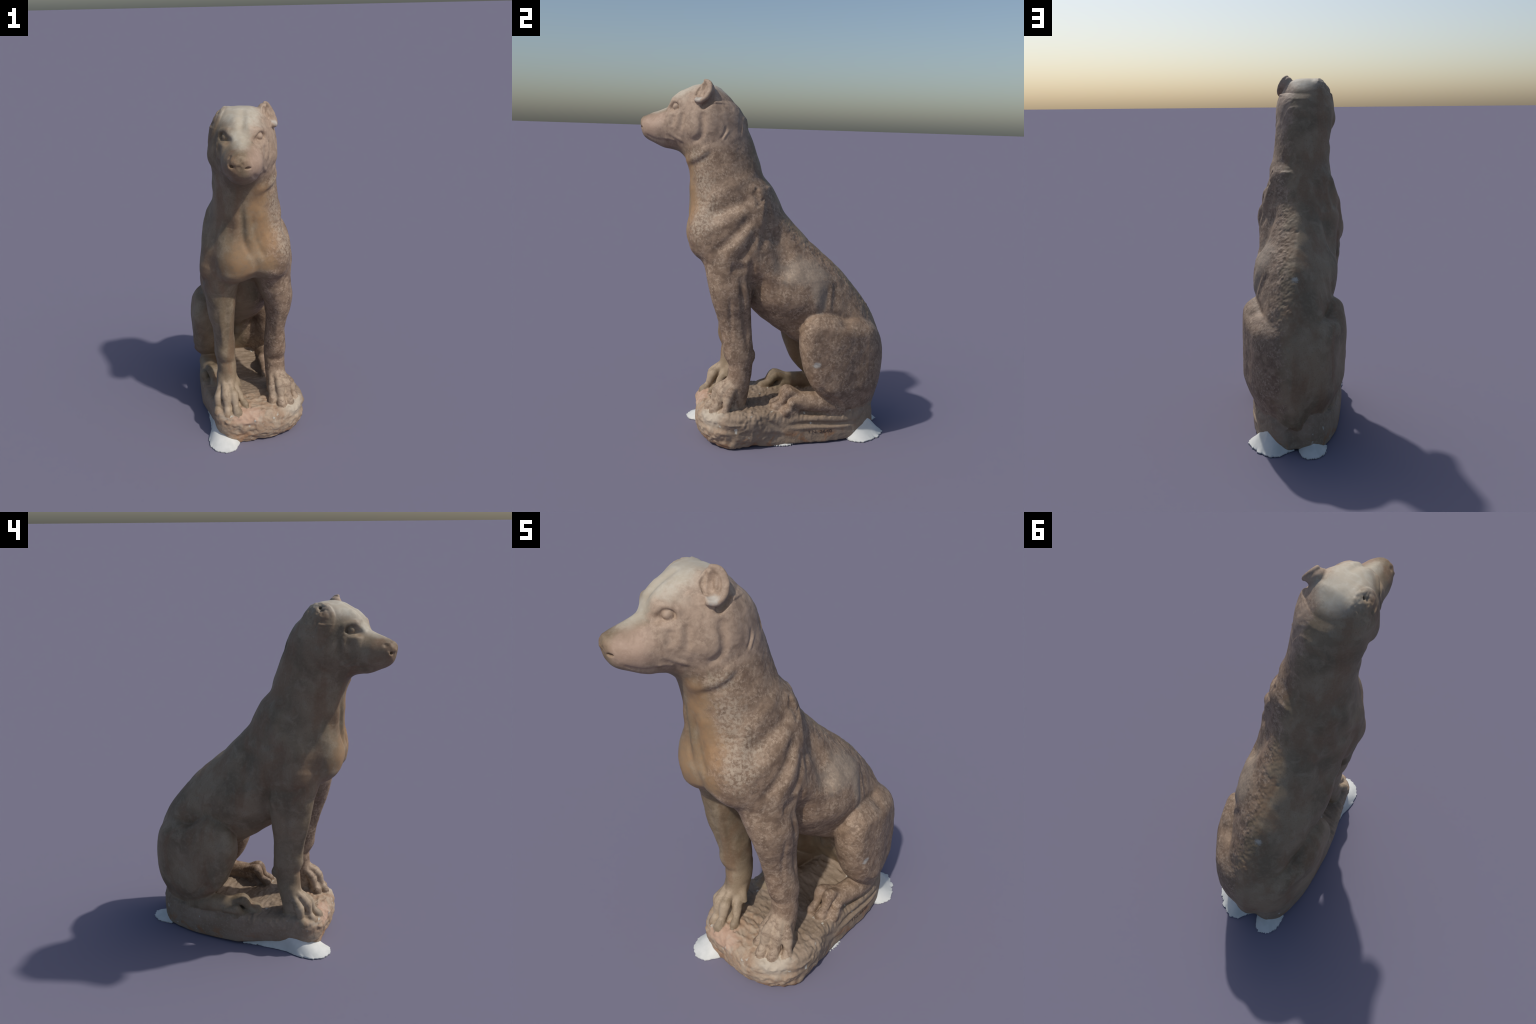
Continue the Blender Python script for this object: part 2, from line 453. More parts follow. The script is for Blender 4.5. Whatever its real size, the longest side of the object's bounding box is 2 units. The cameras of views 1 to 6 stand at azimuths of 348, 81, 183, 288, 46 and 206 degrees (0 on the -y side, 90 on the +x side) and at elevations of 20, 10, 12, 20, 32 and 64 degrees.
for rt, kn, tp, r in (((-0.192, 0.170, 0.240), (-0.186, 0.095, 0.256), (-0.172, 0.010, 0.200), 0.025),
                      ((-0.222, 0.170, 0.240), (-0.222, 0.090, 0.262), (-0.208, 0.000, 0.196), 0.025),
                      ((-0.255, 0.180, 0.205), (-0.256, 0.110, 0.215), (-0.252, 0.050, 0.165), 0.024)):
    toe('foot_hr', rt, kn, tp, r)

tube('foot_fr', [(-0.178, -0.190, 0.36), (-0.176, -0.220, 0.29), (-0.172, -0.245, 0.215)], [0.046, 0.050, 0.052], k=0.025)
for rt, kn, tp, r in (((-0.205, -0.215, 0.335), (-0.232, -0.262, 0.270), (-0.243, -0.292, 0.182), 0.023),
                      ((-0.190, -0.240, 0.345), (-0.190, -0.294, 0.292), (-0.190, -0.336, 0.185), 0.024),
                      ((-0.165, -0.240, 0.345), (-0.148, -0.296, 0.288), (-0.136, -0.352, 0.200), 0.024),
                      ((-0.140, -0.210, 0.335), (-0.110, -0.250, 0.270), (-0.078, -0.302, 0.218), 0.021)):
    toe('foot_fr', rt, kn, tp, r)
tube('foot_fl', [(0.132, -0.182, 0.36), (0.145, -0.205, 0.285), (0.156, -0.215, 0.205)], [0.046, 0.052, 0.058], k=0.025)
for rt, kn, tp, r, kk in (((0.105, -0.215, 0.345), (0.098, -0.262, 0.290), (0.086, -0.300, 0.218), 0.023, 0.014),
                          ((0.132, -0.235, 0.350), (0.138, -0.288, 0.305), (0.138, -0.332, 0.205), 0.025, 0.014),
                          ((0.160, -0.225, 0.345), (0.182, -0.262, 0.302), (0.192, -0.310, 0.205), 0.024, 0.012),
                          ((0.175, -0.200, 0.330), (0.214, -0.232, 0.288), (0.238, -0.266, 0.195), 0.024, 0.014)):
    toe('foot_fl', rt, kn, tp, r, kk, claw=tp[0] < 0.15)
ellipsoid('foot_fl', (0.140, -0.272, 0.225), (0.065, 0.042, 0.055), k=0.012)
ellipsoid('foot_fr', (-0.172, -0.280, 0.205), (0.060, 0.042, 0.050), k=0.012)
tube('forelimb_r', [(-0.125, -0.19, 0.36), (-0.108, -0.205, 0.33), (-0.094, -0.210, 0.302)], [0.020, 0.018, 0.012], k=0.02)   # dew claw
ellipsoid('forelimb_l', (0.126, -0.105, 0.495), (0.030, 0.026, 0.034), k=0.02)                # carpal pads
ellipsoid('forelimb_r', (-0.178, -0.105, 0.458), (0.028, 0.024, 0.028), k=0.02)
ellipsoid('genitals', (-0.010, 0.300, 0.425), (0.026, 0.036, 0.038), k=0.015)
tube('genitals', [(-0.010, 0.32, 0.45), (-0.012, 0.25, 0.515), (-0.014, 0.16, 0.575)], [0.03, 0.025, 0.018], k=0.03)

# ------------------------------------------------------------------ rock plinth
plan = [(-0.262, -0.322), (-0.205, -0.385), (-0.110, -0.395), (0.00, -0.405), (0.10, -0.405), (0.185, -0.375),
        (0.265, -0.310), (0.300, -0.225), (0.298, -0.130), (0.278, -0.045), (0.248, 0.06), (0.232, 0.20), (0.226, 0.34),
        (0.205, 0.45), (0.165, 0.545), (0.105, 0.620), (0.03, 0.650), (-0.035, 0.635), (-0.110, 0.640), (-0.175, 0.59), (-0.225, 0.49),
        (-0.262, 0.36), (-0.280, 0.20), (-0.290, 0.06), (-0.285, -0.08), (-0.270, -0.21)]
PLAN = catmull(plan, 4, closed=True)
def plinth_fn(P):
    x, y, z = P[:, 0], P[:, 1], P[:, 2]
    d = poly_sdf(x, y, PLAN)
    zz = [-0.05, 0.0, 0.05, 0.10, 0.16, 0.22, 0.30]
    front = np.interp(z, zz, [0.040, 0.034, 0.018, 0.004, 0.000, 0.012, 0.04])
    back = np.interp(z, zz, [0.004, 0.003, 0.000, 0.000, 0.006, 0.02, 0.04])
    w = np.clip((y + 0.1) / 0.2, 0, 1)
    d = d.astype(np.float32)
    ins = front * (1 - w) + back * w
    left = np.clip((-x - 0.1) / 0.1, 0, 1) * np.clip((0.10 - z) / 0.10, 0, 1) * 0.004   # slight undercut on the right-hand side
    side = d + ins + left
    top = np.interp(y, [-0.42, -0.36, -0.28, -0.15, 0.0, 0.15, 0.4, 0.52, 0.6, 0.7],
                    [0.165, 0.195, 0.212, 0.205, 0.198, 0.182, 0.172, 0.18, 0.195, 0.20])
    top = top + 0.062 * np.clip((0.19 - np.abs(x - 0.01)) / 0.08, 0, 1) * np.clip((y - 0.10) / 0.28, 0, 1) ** 1.3   # mound under the belly
    f = smax(side, z - top, 0.030)
    low = 0.004 + np.interp(y, [-0.4, -0.3, -0.05, 0.1, 0.35], [0.06, 0.05, 0.030, 0.005, 0.0]) * np.clip((-x - 0.16) / 0.06, 0, 1)                           # hollow under the right-hand edge
    f = smax(f, low - z, 0.014)
    near = np.abs(f) < 0.05
    q = P[near]
    wild = np.clip(1 - (q[:, 1] + 0.20) / 0.35, 0.30, 1) * np.clip((q[:, 0] + 0.30) / 0.15, 0.35, 1)
    n = wild * (0.009 * fbm(q, (0.11, 0.11, 0.08), 3, 2) + 0.009 * (0.4 - np.abs(fbm(q, (0.07, 0.07, 0.045), 5, 2))) + 0.003 * vnoise(q, 0.018, 6))   # broken knobs, ledges
    rip = 0.0035 * vnoise(q, (0.055, 0.016, 0.03), 9) + 0.003 * vnoise(q + 0.3 * q[:, [1, 0, 2]], (0.03, 0.012, 0.03), 19)
    n = n + rip * np.clip((q[:, 2] - 0.13) / 0.04, 0, 1)                                          # tool ripples on top
    f[near] = f[near] - n
    return f.astype(np.float32)
F.add('union', plinth_fn, [-0.34, -0.45, 0.0], [0.34, 0.70, 0.34], 0.014, LB['plinth'])

# ================================================================== surface relief is added below
# ---- face
for sd in (1, -1):
    ellipsoid('head', H(0.018, 0.102 * sd, 1.858), (0.042, 0.028, 0.027), k=0.014, R=HR, kind='cut')      # eye socket
    ellipsoid('head', H(0.050, 0.078 * sd, 1.848), (0.030, 0.024, 0.016), k=0.020, R=HR, kind='cut')      # tear trough
    ellipsoid('eye', H(-0.006, 0.080 * sd, 1.856), (0.023, 0.021, 0.0195), k=0.003, R=HR)
    relief([H(0.035, 0.058 * sd, 1.895), H(0.010, 0.088 * sd, 1.897), H(-0.022, 0.108 * sd, 1.885), H(-0.042, 0.120 * sd, 1.858)], 0.010, 0.013)
    relief([H(0.030, 0.080 * sd, 1.842), H(0.006, 0.095 * sd, 1.837), H(-0.022, 0.108 * sd, 1.842)], 0.005, 0.007)
    # cheek: furrow and fold running down from the outer eye corner, jaw muscle, mouth, chin
    relief([H(-0.020, 0.13 * sd, 1.835), H(-0.020, 0.13 * sd, 1.790), H(-0.016, 0.12 * sd, 1.745)], 0.006, 0.012)
    relief([H(-0.045, 0.14 * sd, 1.835), H(-0.045, 0.14 * sd, 1.785), H(-0.042, 0.13 * sd, 1.735)], -0.006, 0.012)
    relief([H(0.010, 0.12 * sd, 1.815), H(0.014, 0.12 * sd, 1.780), H(0.020, 0.11 * sd, 1.750)], -0.005, 0.014)
    bump(H(-0.105, 0.165 * sd, 1.745), 0.010, (0.05, 0.05, 0.055))
    relief([H(0.175, 0.06 * sd, 1.700), H(0.130, 0.07 * sd, 1.678), H(0.080, 0.085 * sd, 1.668), H(0.015, 0.095 * sd, 1.672)], -0.006, 0.009)
    relief([H(0.060, 0.09 * sd, 1.686), H(0.030, 0.10 * sd, 1.678), H(0.000, 0.10 * sd, 1.672)], 0.005, 0.010)
    relief([H(0.045, 0.10 * sd, 1.735), H(0.010, 0.11 * sd, 1.700), H(-0.045, 0.13 * sd, 1.668)], 0.005, 0.010)   # lip fold
    relief([H(-0.030, 0.04 * sd, 1.958), H(0.005, 0.035 * sd, 1.930), H(0.040, 0.028 * sd, 1.893)], 0.004, 0.022)  # brow pads
relief([H(0.046, -0.004, 1.880), H(0.010, 0.004, 1.922), H(-0.05, 0.006, 1.963), H(-0.10, 0.006, 1.983)], -0.007, 0.016)  # frown line
relief([H(0.060, -0.004, 1.857), H(0.11, -0.006, 1.835), H(0.16, -0.010, 1.818)], 0.004, 0.020)
relief([H(-0.155, 0.165, 1.830), H(-0.160, 0.170, 1.770), H(-0.155, 0.165, 1.712), H(-0.105, 0.14, 1.675)], -0.012, 0.016)     # behind the jaw
relief([(-0.236, -0.283, 1.754), (-0.228, -0.323, 1.691), (-0.211, -0.359, 1.650), (-0.183, -0.415, 1.628)], -0.008, 0.018)
# nose: two nostrils, bruised tip, a rolled rim on the right one
ellipsoid('nose', H(0.190, -0.011, 1.772), (0.024, 0.044, 0.030), k=0.012, R=HR)
ellipsoid('nose', H(0.199, 0.028, 1.744), (0.012, 0.015, 0.0045), k=0.006, R=HR, kind='cut')
ellipsoid('nose', H(0.200, -0.050, 1.752), (0.014, 0.011, 0.008), k=0.006, R=HR, kind='cut')
relief([H(0.188, -0.072, 1.765), H(0.195, -0.066, 1.744), H(0.205, -0.046, 1.736)], 0.006, 0.008)
relief([H(0.208, -0.012, 1.765), H(0.208, -0.010, 1.735), H(0.200, -0.010, 1.705)], -0.002, 0.009)
F.add('relief', lambda P: 0.004 * vnoise(P, 0.014, 61) * np.clip(1.5 - 1.5 * np.linalg.norm(P - H(0.195, -0.011, 1.775).astype(np.float32), axis=1) / 0.05, 0, 1), H(0.195, -0.011, 1.775) - 0.05, H(0.195, -0.011, 1.775) + 0.05)
relief([H(0.165, -0.05, 1.795), H(0.175, -0.058, 1.780)], -0.007, 0.011)
# left ear: folded flap with an open hollow
en = np.array([0.26, 0.86, 0.44]); en /= np.linalg.norm(en)                  # outward normal, then length and width axes
el = np.array([0.36, 0.46, -0.81]); el -= en * (el @ en); el /= np.linalg.norm(el); ew = np.cross(en, el)
EC = np.array([-0.153, 0.138, 1.940])
def EP(a, b, c):
    return H(*(EC + el * a + ew * b + en * c))
ER = HR @ np.stack([el, ew, en], 1)
ellipsoid('ear', EP(0, 0.004, -0.020), (0.068, 0.050, 0.040), k=0.012, R=ER)
rim = [EP(0.060 * math.cos(t), 0.045 * math.sin(t), 0.002) for t in np.linspace(-0.25, math.pi + 0.2, 9)]
tube('ear', rim, [0.013, 0.012, 0.012, 0.012, 0.012, 0.012, 0.011, 0.010, 0.010], k=0.008)
ellipsoid('ear', EP(0.002, -0.004, 0.018), (0.050, 0.033, 0.034), k=0.006, R=ER, kind='cut')
tube('ear', [EP(-0.038, -0.026, -0.006), EP(-0.008, -0.034, -0.012), EP(0.030, -0.026, -0.004)], [0.005, 0.010, 0.005], k=0.006, kind='cut')
ellipsoid('ear', EP(-0.014, 0.014, -0.010), (0.032, 0.011, 0.014), k=0.010, R=ER)
tube('head', [EP(-0.02, 0.060, -0.025), EP(0.03, 0.056, -0.022), EP(0.075, 0.030, -0.020)], [0.012, 0.016, 0.014], k=0.012, kind='cut')
# right ear: broken stump, a flat rough scar with a drill hole
nrm = np.array([0, -0.90, 0.43]); nrm /= np.linalg.norm(nrm)
stump = np.stack([np.array([1.0, 0, 0]), np.cross(nrm, [1.0, 0, 0]), nrm], 1)
ellipsoid('ear', H(-0.172, -0.120, 1.900), (0.076, 0.084, 0.018), k=0.035, R=HR @ stump)
def stump_rough(P):
    q = (P - H(-0.170, -0.128, 1.905).astype(np.float32)) @ (HR @ stump).astype(np.float32)
    m = np.clip(1.4 - 1.4 * ((q[:, 0] / 0.085) ** 2 + (q[:, 1] / 0.10) ** 2 + (q[:, 2] / 0.035) ** 2), 0, 1)
    return m * (0.007 * vnoise(P, 0.026, 31) + 0.005 * vnoise(P, 0.012, 33))
F.add('relief', stump_rough, H(-0.170, -0.128, 1.905) - 0.11, H(-0.170, -0.128, 1.905) + 0.11)
tube('ear', [H(-0.158, -0.09, 1.945), H(-0.158, -0.135, 1.972)], [0.009, 0.009], k=0.004, kind='cut')

# ---- neck
relief([(0.107, -0.354, 1.651), (0.089, -0.398, 1.610), (0.041, -0.444, 1.580), (-0.03, -0.47, 1.57)], 0.008, 0.024)
relief([(0.113, -0.330, 1.637), (0.100, -0.377, 1.585), (0.071, -0.417, 1.558), (0.010, -0.452, 1.548)], -0.006, 0.020)
relief([(-0.217, -0.229, 1.628), (-0.214, -0.305, 1.583), (-0.188, -0.377, 1.560), (-0.150, -0.430, 1.560)], -0.007, 0.022)
relief([(0.115, -0.262, 1.762), (0.117, -0.274, 1.727), (0.117, -0.294, 1.694)], -0.007, 0.006)
relief([(0.115, -0.248, 1.740), (0.117, -0.262, 1.722), (0.117, -0.284, 1.690)], 0.004, 0.006)
for pts, a, w in (([(-0.095, -0.437, 1.50), (-0.095, -0.440, 1.322), (-0.075, -0.450, 1.25), (-0.045, -0.456, 1.20)], -0.007, 0.014),
                  ([(-0.120, -0.430, 1.45), (-0.135, -0.435, 1.33), (-0.15, -0.43, 1.24)], 0.006, 0.022),
                  ([(-0.065, -0.443, 1.46), (-0.066, -0.445, 1.34), (-0.040, -0.450, 1.26)], 0.006, 0.016),
                  ([(-0.040, -0.443, 1.44), (-0.035, -0.445, 1.349), (-0.008, -0.450, 1.255), (0.024, -0.458, 1.19)], -0.006, 0.014),
                  ([(0.00, -0.445, 1.45), (0.02, -0.44, 1.34), (0.06, -0.44, 1.24)], 0.005, 0.022),
                  ([(-0.030, -0.46, 1.20), (-0.025, -0.45, 1.10), (-0.025, -0.40, 1.02)], -0.006, 0.020)):
    relief(pts, a, w)

# ---- left shoulder: loose skin folds
for pts, a, w in (([(0.065, -0.080, 1.511), (0.143, -0.193, 1.461), (0.145, -0.288, 1.408), (0.121, -0.375, 1.332)], 0.009, 0.026),
                  ([(0.164, -0.117, 1.390), (0.168, -0.206, 1.353), (0.159, -0.311, 1.309), (0.149, -0.376, 1.276)], -0.012, 0.024),
                  ([(0.187, -0.138, 1.329), (0.193, -0.244, 1.269), (0.186, -0.337, 1.219), (0.165, -0.402, 1.183)], 0.010, 0.024),
                  ([(0.201, -0.121, 1.291), (0.221, -0.206, 1.210), (0.218, -0.279, 1.138), (0.200, -0.337, 1.088)], -0.014, 0.020),
                  ([(0.214, -0.108, 1.245), (0.231, -0.182, 1.176), (0.227, -0.238, 1.101), (0.222, -0.268, 1.057)], 0.008, 0.020),
                  ([(0.228, -0.090, 1.200), (0.232, -0.121, 1.150), (0.238, -0.153, 1.100), (0.232, -0.193, 1.045)], -0.015, 0.018),
                  ([(0.137, -0.090, 1.449), (0.159, -0.050, 1.384), (0.171, -0.036, 1.336), (0.196, -0.052, 1.275), (0.216, -0.072, 1.218)], 0.004, 0.018),
                  ([(0.137, -0.006, 1.390), (0.160, -0.003, 1.330), (0.180, -0.009, 1.270), (0.204, -0.031, 1.200), (0.215, -0.070, 1.10)], -0.015, 0.022),
                  ([(0.142, -0.120, 1.425), (0.150, -0.095, 1.400), (0.165, -0.075, 1.340)], -0.010, 0.014)):
    relief(pts, a * 0.85, w * 1.2)
bump((0.142, -0.090, 1.440), -0.008, 0.010); bump((0.162, -0.055, 1.381), -0.009, 0.009)
bump((0.184, -0.035, 1.291), -0.006, 0.009)
relief([(0.10, -0.012, 1.445), (0.061, -0.003, 1.447), (0.024, 0.011, 1.440)], 0.006, 0.012)
# ---- right shoulder: smoother, broad muscles
for pts, a, w in (([(-0.233, -0.076, 1.390), (-0.250, -0.047, 1.310), (-0.275, -0.080, 1.220)], -0.018, 0.030),
                  ([(-0.275, -0.120, 1.240), (-0.291, -0.150, 1.167), (-0.290, -0.067, 1.090)], -0.012, 0.030),
                  ([(-0.211, -0.132, 1.446), (-0.258, -0.110, 1.326), (-0.268, -0.215, 1.241), (-0.26, -0.30, 1.17)], 0.011, 0.032),
                  ([(-0.19, -0.03, 1.42), (-0.20, 0.0, 1.34), (-0.22, 0.02, 1.26)], -0.008, 0.025),
                  ([(-0.292, -0.060, 1.106), (-0.282, -0.070, 1.017), (-0.262, -0.068, 0.926), (-0.245, -0.080, 0.835)], -0.012, 0.020),
                  ([(-0.27, -0.30, 1.04), (-0.28, -0.22, 1.00), (-0.285, -0.14, 1.00)], -0.010, 0.024)):
    relief(pts, a, w)
bump((-0.285, -0.095, 0.925), 0.014, 0.038)
# ---- elbows, armpit, tendons of the forelegs
for pts, a, w in (([(0.230, -0.120, 1.061), (0.216, -0.118, 0.970), (0.189, -0.118, 0.876), (0.163, -0.118, 0.787)], -0.014, 0.016),
                  ([(0.218, -0.180, 0.975), (0.200, -0.172, 0.836), (0.176, -0.158, 0.710), (0.173, -0.135, 0.553)], -0.010, 0.013),
                  ([(0.205, -0.145, 0.95), (0.190, -0.138, 0.83), (0.165, -0.125, 0.70), (0.160, -0.105, 0.56)], 0.007, 0.014),
                  ([(0.235, -0.240, 1.015), (0.229, -0.185, 1.010), (0.225, -0.150, 1.03)], -0.014, 0.028),
                  ([(0.207, -0.234, 0.858), (0.179, -0.224, 0.715), (0.175, -0.211, 0.588)], -0.005, 0.012),
                  ([(0.14, -0.33, 0.86), (0.13, -0.29, 0.74), (0.125, -0.26, 0.60)], 0.004, 0.016),
                  ([(-0.285, -0.184, 0.962), (-0.278, -0.188, 0.845), (-0.247, -0.167, 0.676)], -0.006, 0.016),
                  ([(-0.21, -0.31, 0.86), (-0.205, -0.29, 0.74), (-0.20, -0.26, 0.58)], 0.005, 0.014),
                  ([(-0.175, -0.32, 0.90), (-0.175, -0.29, 0.76), (-0.172, -0.27, 0.62)], -0.006, 0.012),
                  ([(-0.14, -0.29, 0.90), (-0.145, -0.27, 0.76), (-0.145, -0.25, 0.62)], 0.005, 0.014)):
    relief(pts, a, w)
bump((0.150, -0.255, 0.52), 0.008, (0.035, 0.03, 0.035)); bump((-0.195, -0.265, 0.545), 0.007, (0.035, 0.03, 0.035))
relief([(0.06, -0.22, 0.455), (0.12, -0.245, 0.450), (0.18, -0.21, 0.450)], -0.005, 0.018)
relief([(-0.23, -0.22, 0.480), (-0.18, -0.255, 0.475), (-0.12, -0.22, 0.475)], -0.004, 0.018)
# ---- ribs, flank, back
for pts, a, w in (([(0.159, 0.322, 0.924), (0.187, 0.305, 0.857), (0.196, 0.290, 0.770)], -0.004, 0.024),
                  ([(0.138, 0.361, 0.922), (0.170, 0.364, 0.848), (0.189, 0.347, 0.773)], -0.005, 0.030),
                  ([(0.150, 0.343, 0.922), (0.182, 0.334, 0.850), (0.194, 0.318, 0.770)], 0.004, 0.014),
                  ([(0.183, 0.255, 0.926), (0.198, 0.245, 0.854), (0.197, 0.232, 0.768)], 0.008, 0.026),
                  ([(-0.236, 0.290, 0.86), (-0.245, 0.275, 0.790), (-0.255, 0.21, 0.745)], -0.013, 0.030),
                  ([(-0.20, 0.36, 0.90), (-0.21, 0.36, 0.82), (-0.21, 0.36, 0.76)], -0.008, 0.026)):
    relief(pts, a, w)
bump((-0.025, 0.240, 1.129), -0.005, 0.010)
relief([(0.039, 0.546, 0.807), (0.030, 0.560, 0.79)], -0.005, 0.009); relief([(0.020, 0.580, 0.775), (0.000, 0.60, 0.76)], 0.004, 0.010)
bump((0.009, 0.663, 0.600), -0.004, 0.012); bump((-0.075, 0.685, 0.418), -0.003, 0.008)
for pts, a, w in (([(0.16, 0.03, 1.24), (0.19, 0.06, 1.14), (0.20, 0.07, 1.05), (0.21, 0.04, 0.95)], -0.034, 0.055),
                  ([(-0.21, 0.05, 1.22), (-0.23, 0.07, 1.14), (-0.245, 0.08, 1.05), (-0.25, 0.04, 0.97)], -0.032, 0.055)):
    relief(pts, a, w)
bump((0.215, 0.14, 0.84), 0.010, (0.08, 0.12, 0.09)); bump((-0.25, 0.12, 0.84), 0.006, (0.08, 0.12, 0.09))
bump((-0.28, -0.25, 1.08), 0.020, (0.07, 0.06, 0.10))
bump((0.16, 0.23, 0.98), 0.016, (0.10, 0.15, 0.16))
# ---- haunches
for pts, a, w in (([(0.257, 0.275, 0.36), (0.255, 0.334, 0.300), (0.253, 0.374, 0.262), (0.249, 0.418, 0.205)], -0.010, 0.014),
                  ([(0.280, 0.230, 0.498), (0.282, 0.252, 0.48), (0.282, 0.280, 0.458)], -0.004, 0.007),
                  ([(-0.272, 0.441, 0.240), (-0.281, 0.365, 0.285), (-0.294, 0.311, 0.345), (-0.296, 0.248, 0.385)], -0.008, 0.016),
                  ([(0.010, 0.682, 0.300), (0.010, 0.670, 0.231), (0.010, 0.657, 0.140)], -0.010, 0.018),
                  ([(-0.075, 0.66, 0.26), (-0.08, 0.65, 0.19), (-0.085, 0.645, 0.13)], -0.008, 0.020)):
    relief(pts, a, w)
bump((-0.300, 0.221, 0.665), -0.010, 0.045); bump((-0.299, 0.446, 0.463), -0.007, 0.045)
bump((-0.215, 0.419, 0.715), -0.012, 0.035); bump((0.231, 0.415, 0.710), -0.010, 0.035)
bump((-0.30, 0.33, 0.56), 0.006, 0.06); bump((0.282, 0.325, 0.624), -0.004, 0.04); bump((0.27, 0.21, 0.68), 0.006, 0.04)
bump((0.15, 0.52, 0.735), 0.012, (0.05, 0.05, 0.05)); bump((-0.17, 0.52, 0.735), 0.010, (0.05, 0.05, 0.05))
# ---- plinth: bedding ledges on the left side, notch at the rear
for pts, a, w in (([(0.230, 0.104, 0.120), (0.225, 0.239, 0.122), (0.226, 0.329, 0.113), (0.228, 0.491, 0.107), (0.210, 0.545, 0.118), (0.173, 0.610, 0.156)], -0.018, 0.011),
                  ([(0.232, 0.12, 0.100), (0.228, 0.25, 0.100), (0.228, 0.36, 0.095), (0.228, 0.48, 0.088)], 0.007, 0.010),
                  ([(0.232, 0.17, 0.145), (0.232, 0.30, 0.145), (0.235, 0.45, 0.140), (0.20, 0.585, 0.150)], 0.009, 0.015),
                  ([(0.195, 0.145, 0.179), (0.205, 0.244, 0.173), (0.235, 0.329, 0.178), (0.242, 0.424, 0.178)], -0.012, 0.010),
                  ([(0.016, 0.655, 0.134), (-0.010, 0.645, 0.09), (-0.030, 0.635, 0.03)], -0.030, 0.022),
                  ([(-0.285, 0.36, 0.17), (-0.285, 0.25, 0.165), (-0.28, 0.14, 0.150)], -0.010, 0.012),
                  ([(0.26, -0.06, 0.17), (0.24, 0.02, 0.13), (0.225, 0.08, 0.09)], -0.012, 0.012),
                  ([(0.24, -0.02, 0.08), (0.23, 0.06, 0.06), (0.22, 0.12, 0.05)], -0.010, 0.016),
                  ([(0.08, -0.36, 0.205), (0.10, -0.39, 0.17), (0.08, -0.40, 0.13)], -0.008, 0.012)):
    relief(pts, a, w)
# ---- weathered skin: soft undulation everywhere, pitted grain on the left side and along the spine
def skin(P):
    z = P[:, 2]
    pit = np.clip(P[:, 0] / 0.10 + 0.6, 0.35, 1) * np.clip((z - 0.2) / 0.15, 0, 1)
    return (0.0022 * vnoise(P, 0.06, 41) * np.clip((z - 0.1) / 0.1, 0.3, 1)
            + pit * (0.0006 * vnoise(P, 0.018, 42) + 0.0004 * vnoise(P, 0.010, 43)))
def spine_pits(P):
    m = np.clip(1 - np.abs(P[:, 0] - 0.05) / 0.10, 0, 1) * np.clip((P[:, 1] - 0.05) / 0.05, 0, 1) * np.clip((P[:, 2] - 0.6) / 0.1, 0, 1)
    return m * (0.0022 * vnoise(P, 0.022, 51) + 0.0018 * vnoise(P, 0.012, 52))
F.add('relief', spine_pits, [-0.08, 0.0, 0.55], [0.18, 0.7, 1.4])
F.add('relief', skin, [-0.5, -0.9, -0.1], [0.5, 0.9, 2.2])

# ------------------------------------------------------------------ meshing: surface nets on the sampled field
def surface_nets(D, o, h):
    n = D.shape
    S = D < 0
    c = np.zeros((n[0] - 1, n[1] - 1, n[2] - 1), np.int8)
    for dx in (0, 1):
        for dy in (0, 1):
            for dz in (0, 1):
                c += S[dx:n[0] - 1 + dx, dy:n[1] - 1 + dy, dz:n[2] - 1 + dz]
    act = (c > 0) & (c < 8)
    idx = np.full(act.shape, -1, np.int64); cells = np.argwhere(act)
    idx[act] = np.arange(len(cells))
    acc = np.zeros((len(cells), 3)); cnt = np.zeros(len(cells))
    corners = [(i, j, k) for i in (0, 1) for j in (0, 1) for k in (0, 1)]
    for a in corners:
        for ax in range(3):
            if a[ax] == 0:
                b = list(a); b[ax] = 1
                va = D[tuple((cells + a).T)]; vb = D[tuple((cells + b).T)]
                m = (va < 0) != (vb < 0)
                t = np.where(m, va / np.where(va == vb, 1, va - vb), 0)
                p = np.repeat(np.array(a, float)[None], len(cells), 0); p[:, ax] = t
                acc[m] += p[m]; cnt[m] += 1
    V = o + h * (cells + acc / cnt[:, None])
    Q = []
    for ax in range(3):
        u, v = (ax + 1) % 3, (ax + 2) % 3
        s0 = [slice(1, n[i] - 1) for i in range(3)]; s1 = list(s0)
        s0[ax] = slice(0, n[ax] - 1); s1[ax] = slice(1, n[ax])
        A = S[tuple(s0)]; B = S[tuple(s1)]
        e = np.argwhere(A != B); off = np.array([0 if i == ax else 1 for i in range(3)])
        ins = A[tuple(e.T)]; e = e + off
        du = np.zeros(3, int); du[u] = 1; dv = np.zeros(3, int); dv[v] = 1
        q = np.stack([idx[tuple((e - du - dv).T)], idx[tuple((e - dv).T)], idx[tuple(e.T)], idx[tuple((e - du).T)]], 1)
        q[~ins] = q[~ins][:, ::-1]
        Q.append(q)
    return V, np.vstack(Q)

ORG = np.array([-0.345, -0.76, -0.028])
N = tuple(int(math.ceil(s / VOX)) for s in (0.69, 1.52, 2.06))
def slab(i):
    lo = i[0]; return F.grid(ORG + np.array([0, 0, lo * VOX]), (N[0], N[1], len(i)), VOX)
with ThreadPoolExecutor(8) as ex:
    D = np.concatenate(list(ex.map(slab, np.array_split(np.arange(N[2]), 16))), axis=2)
V, Q = surface_nets(D, ORG, VOX)
del D

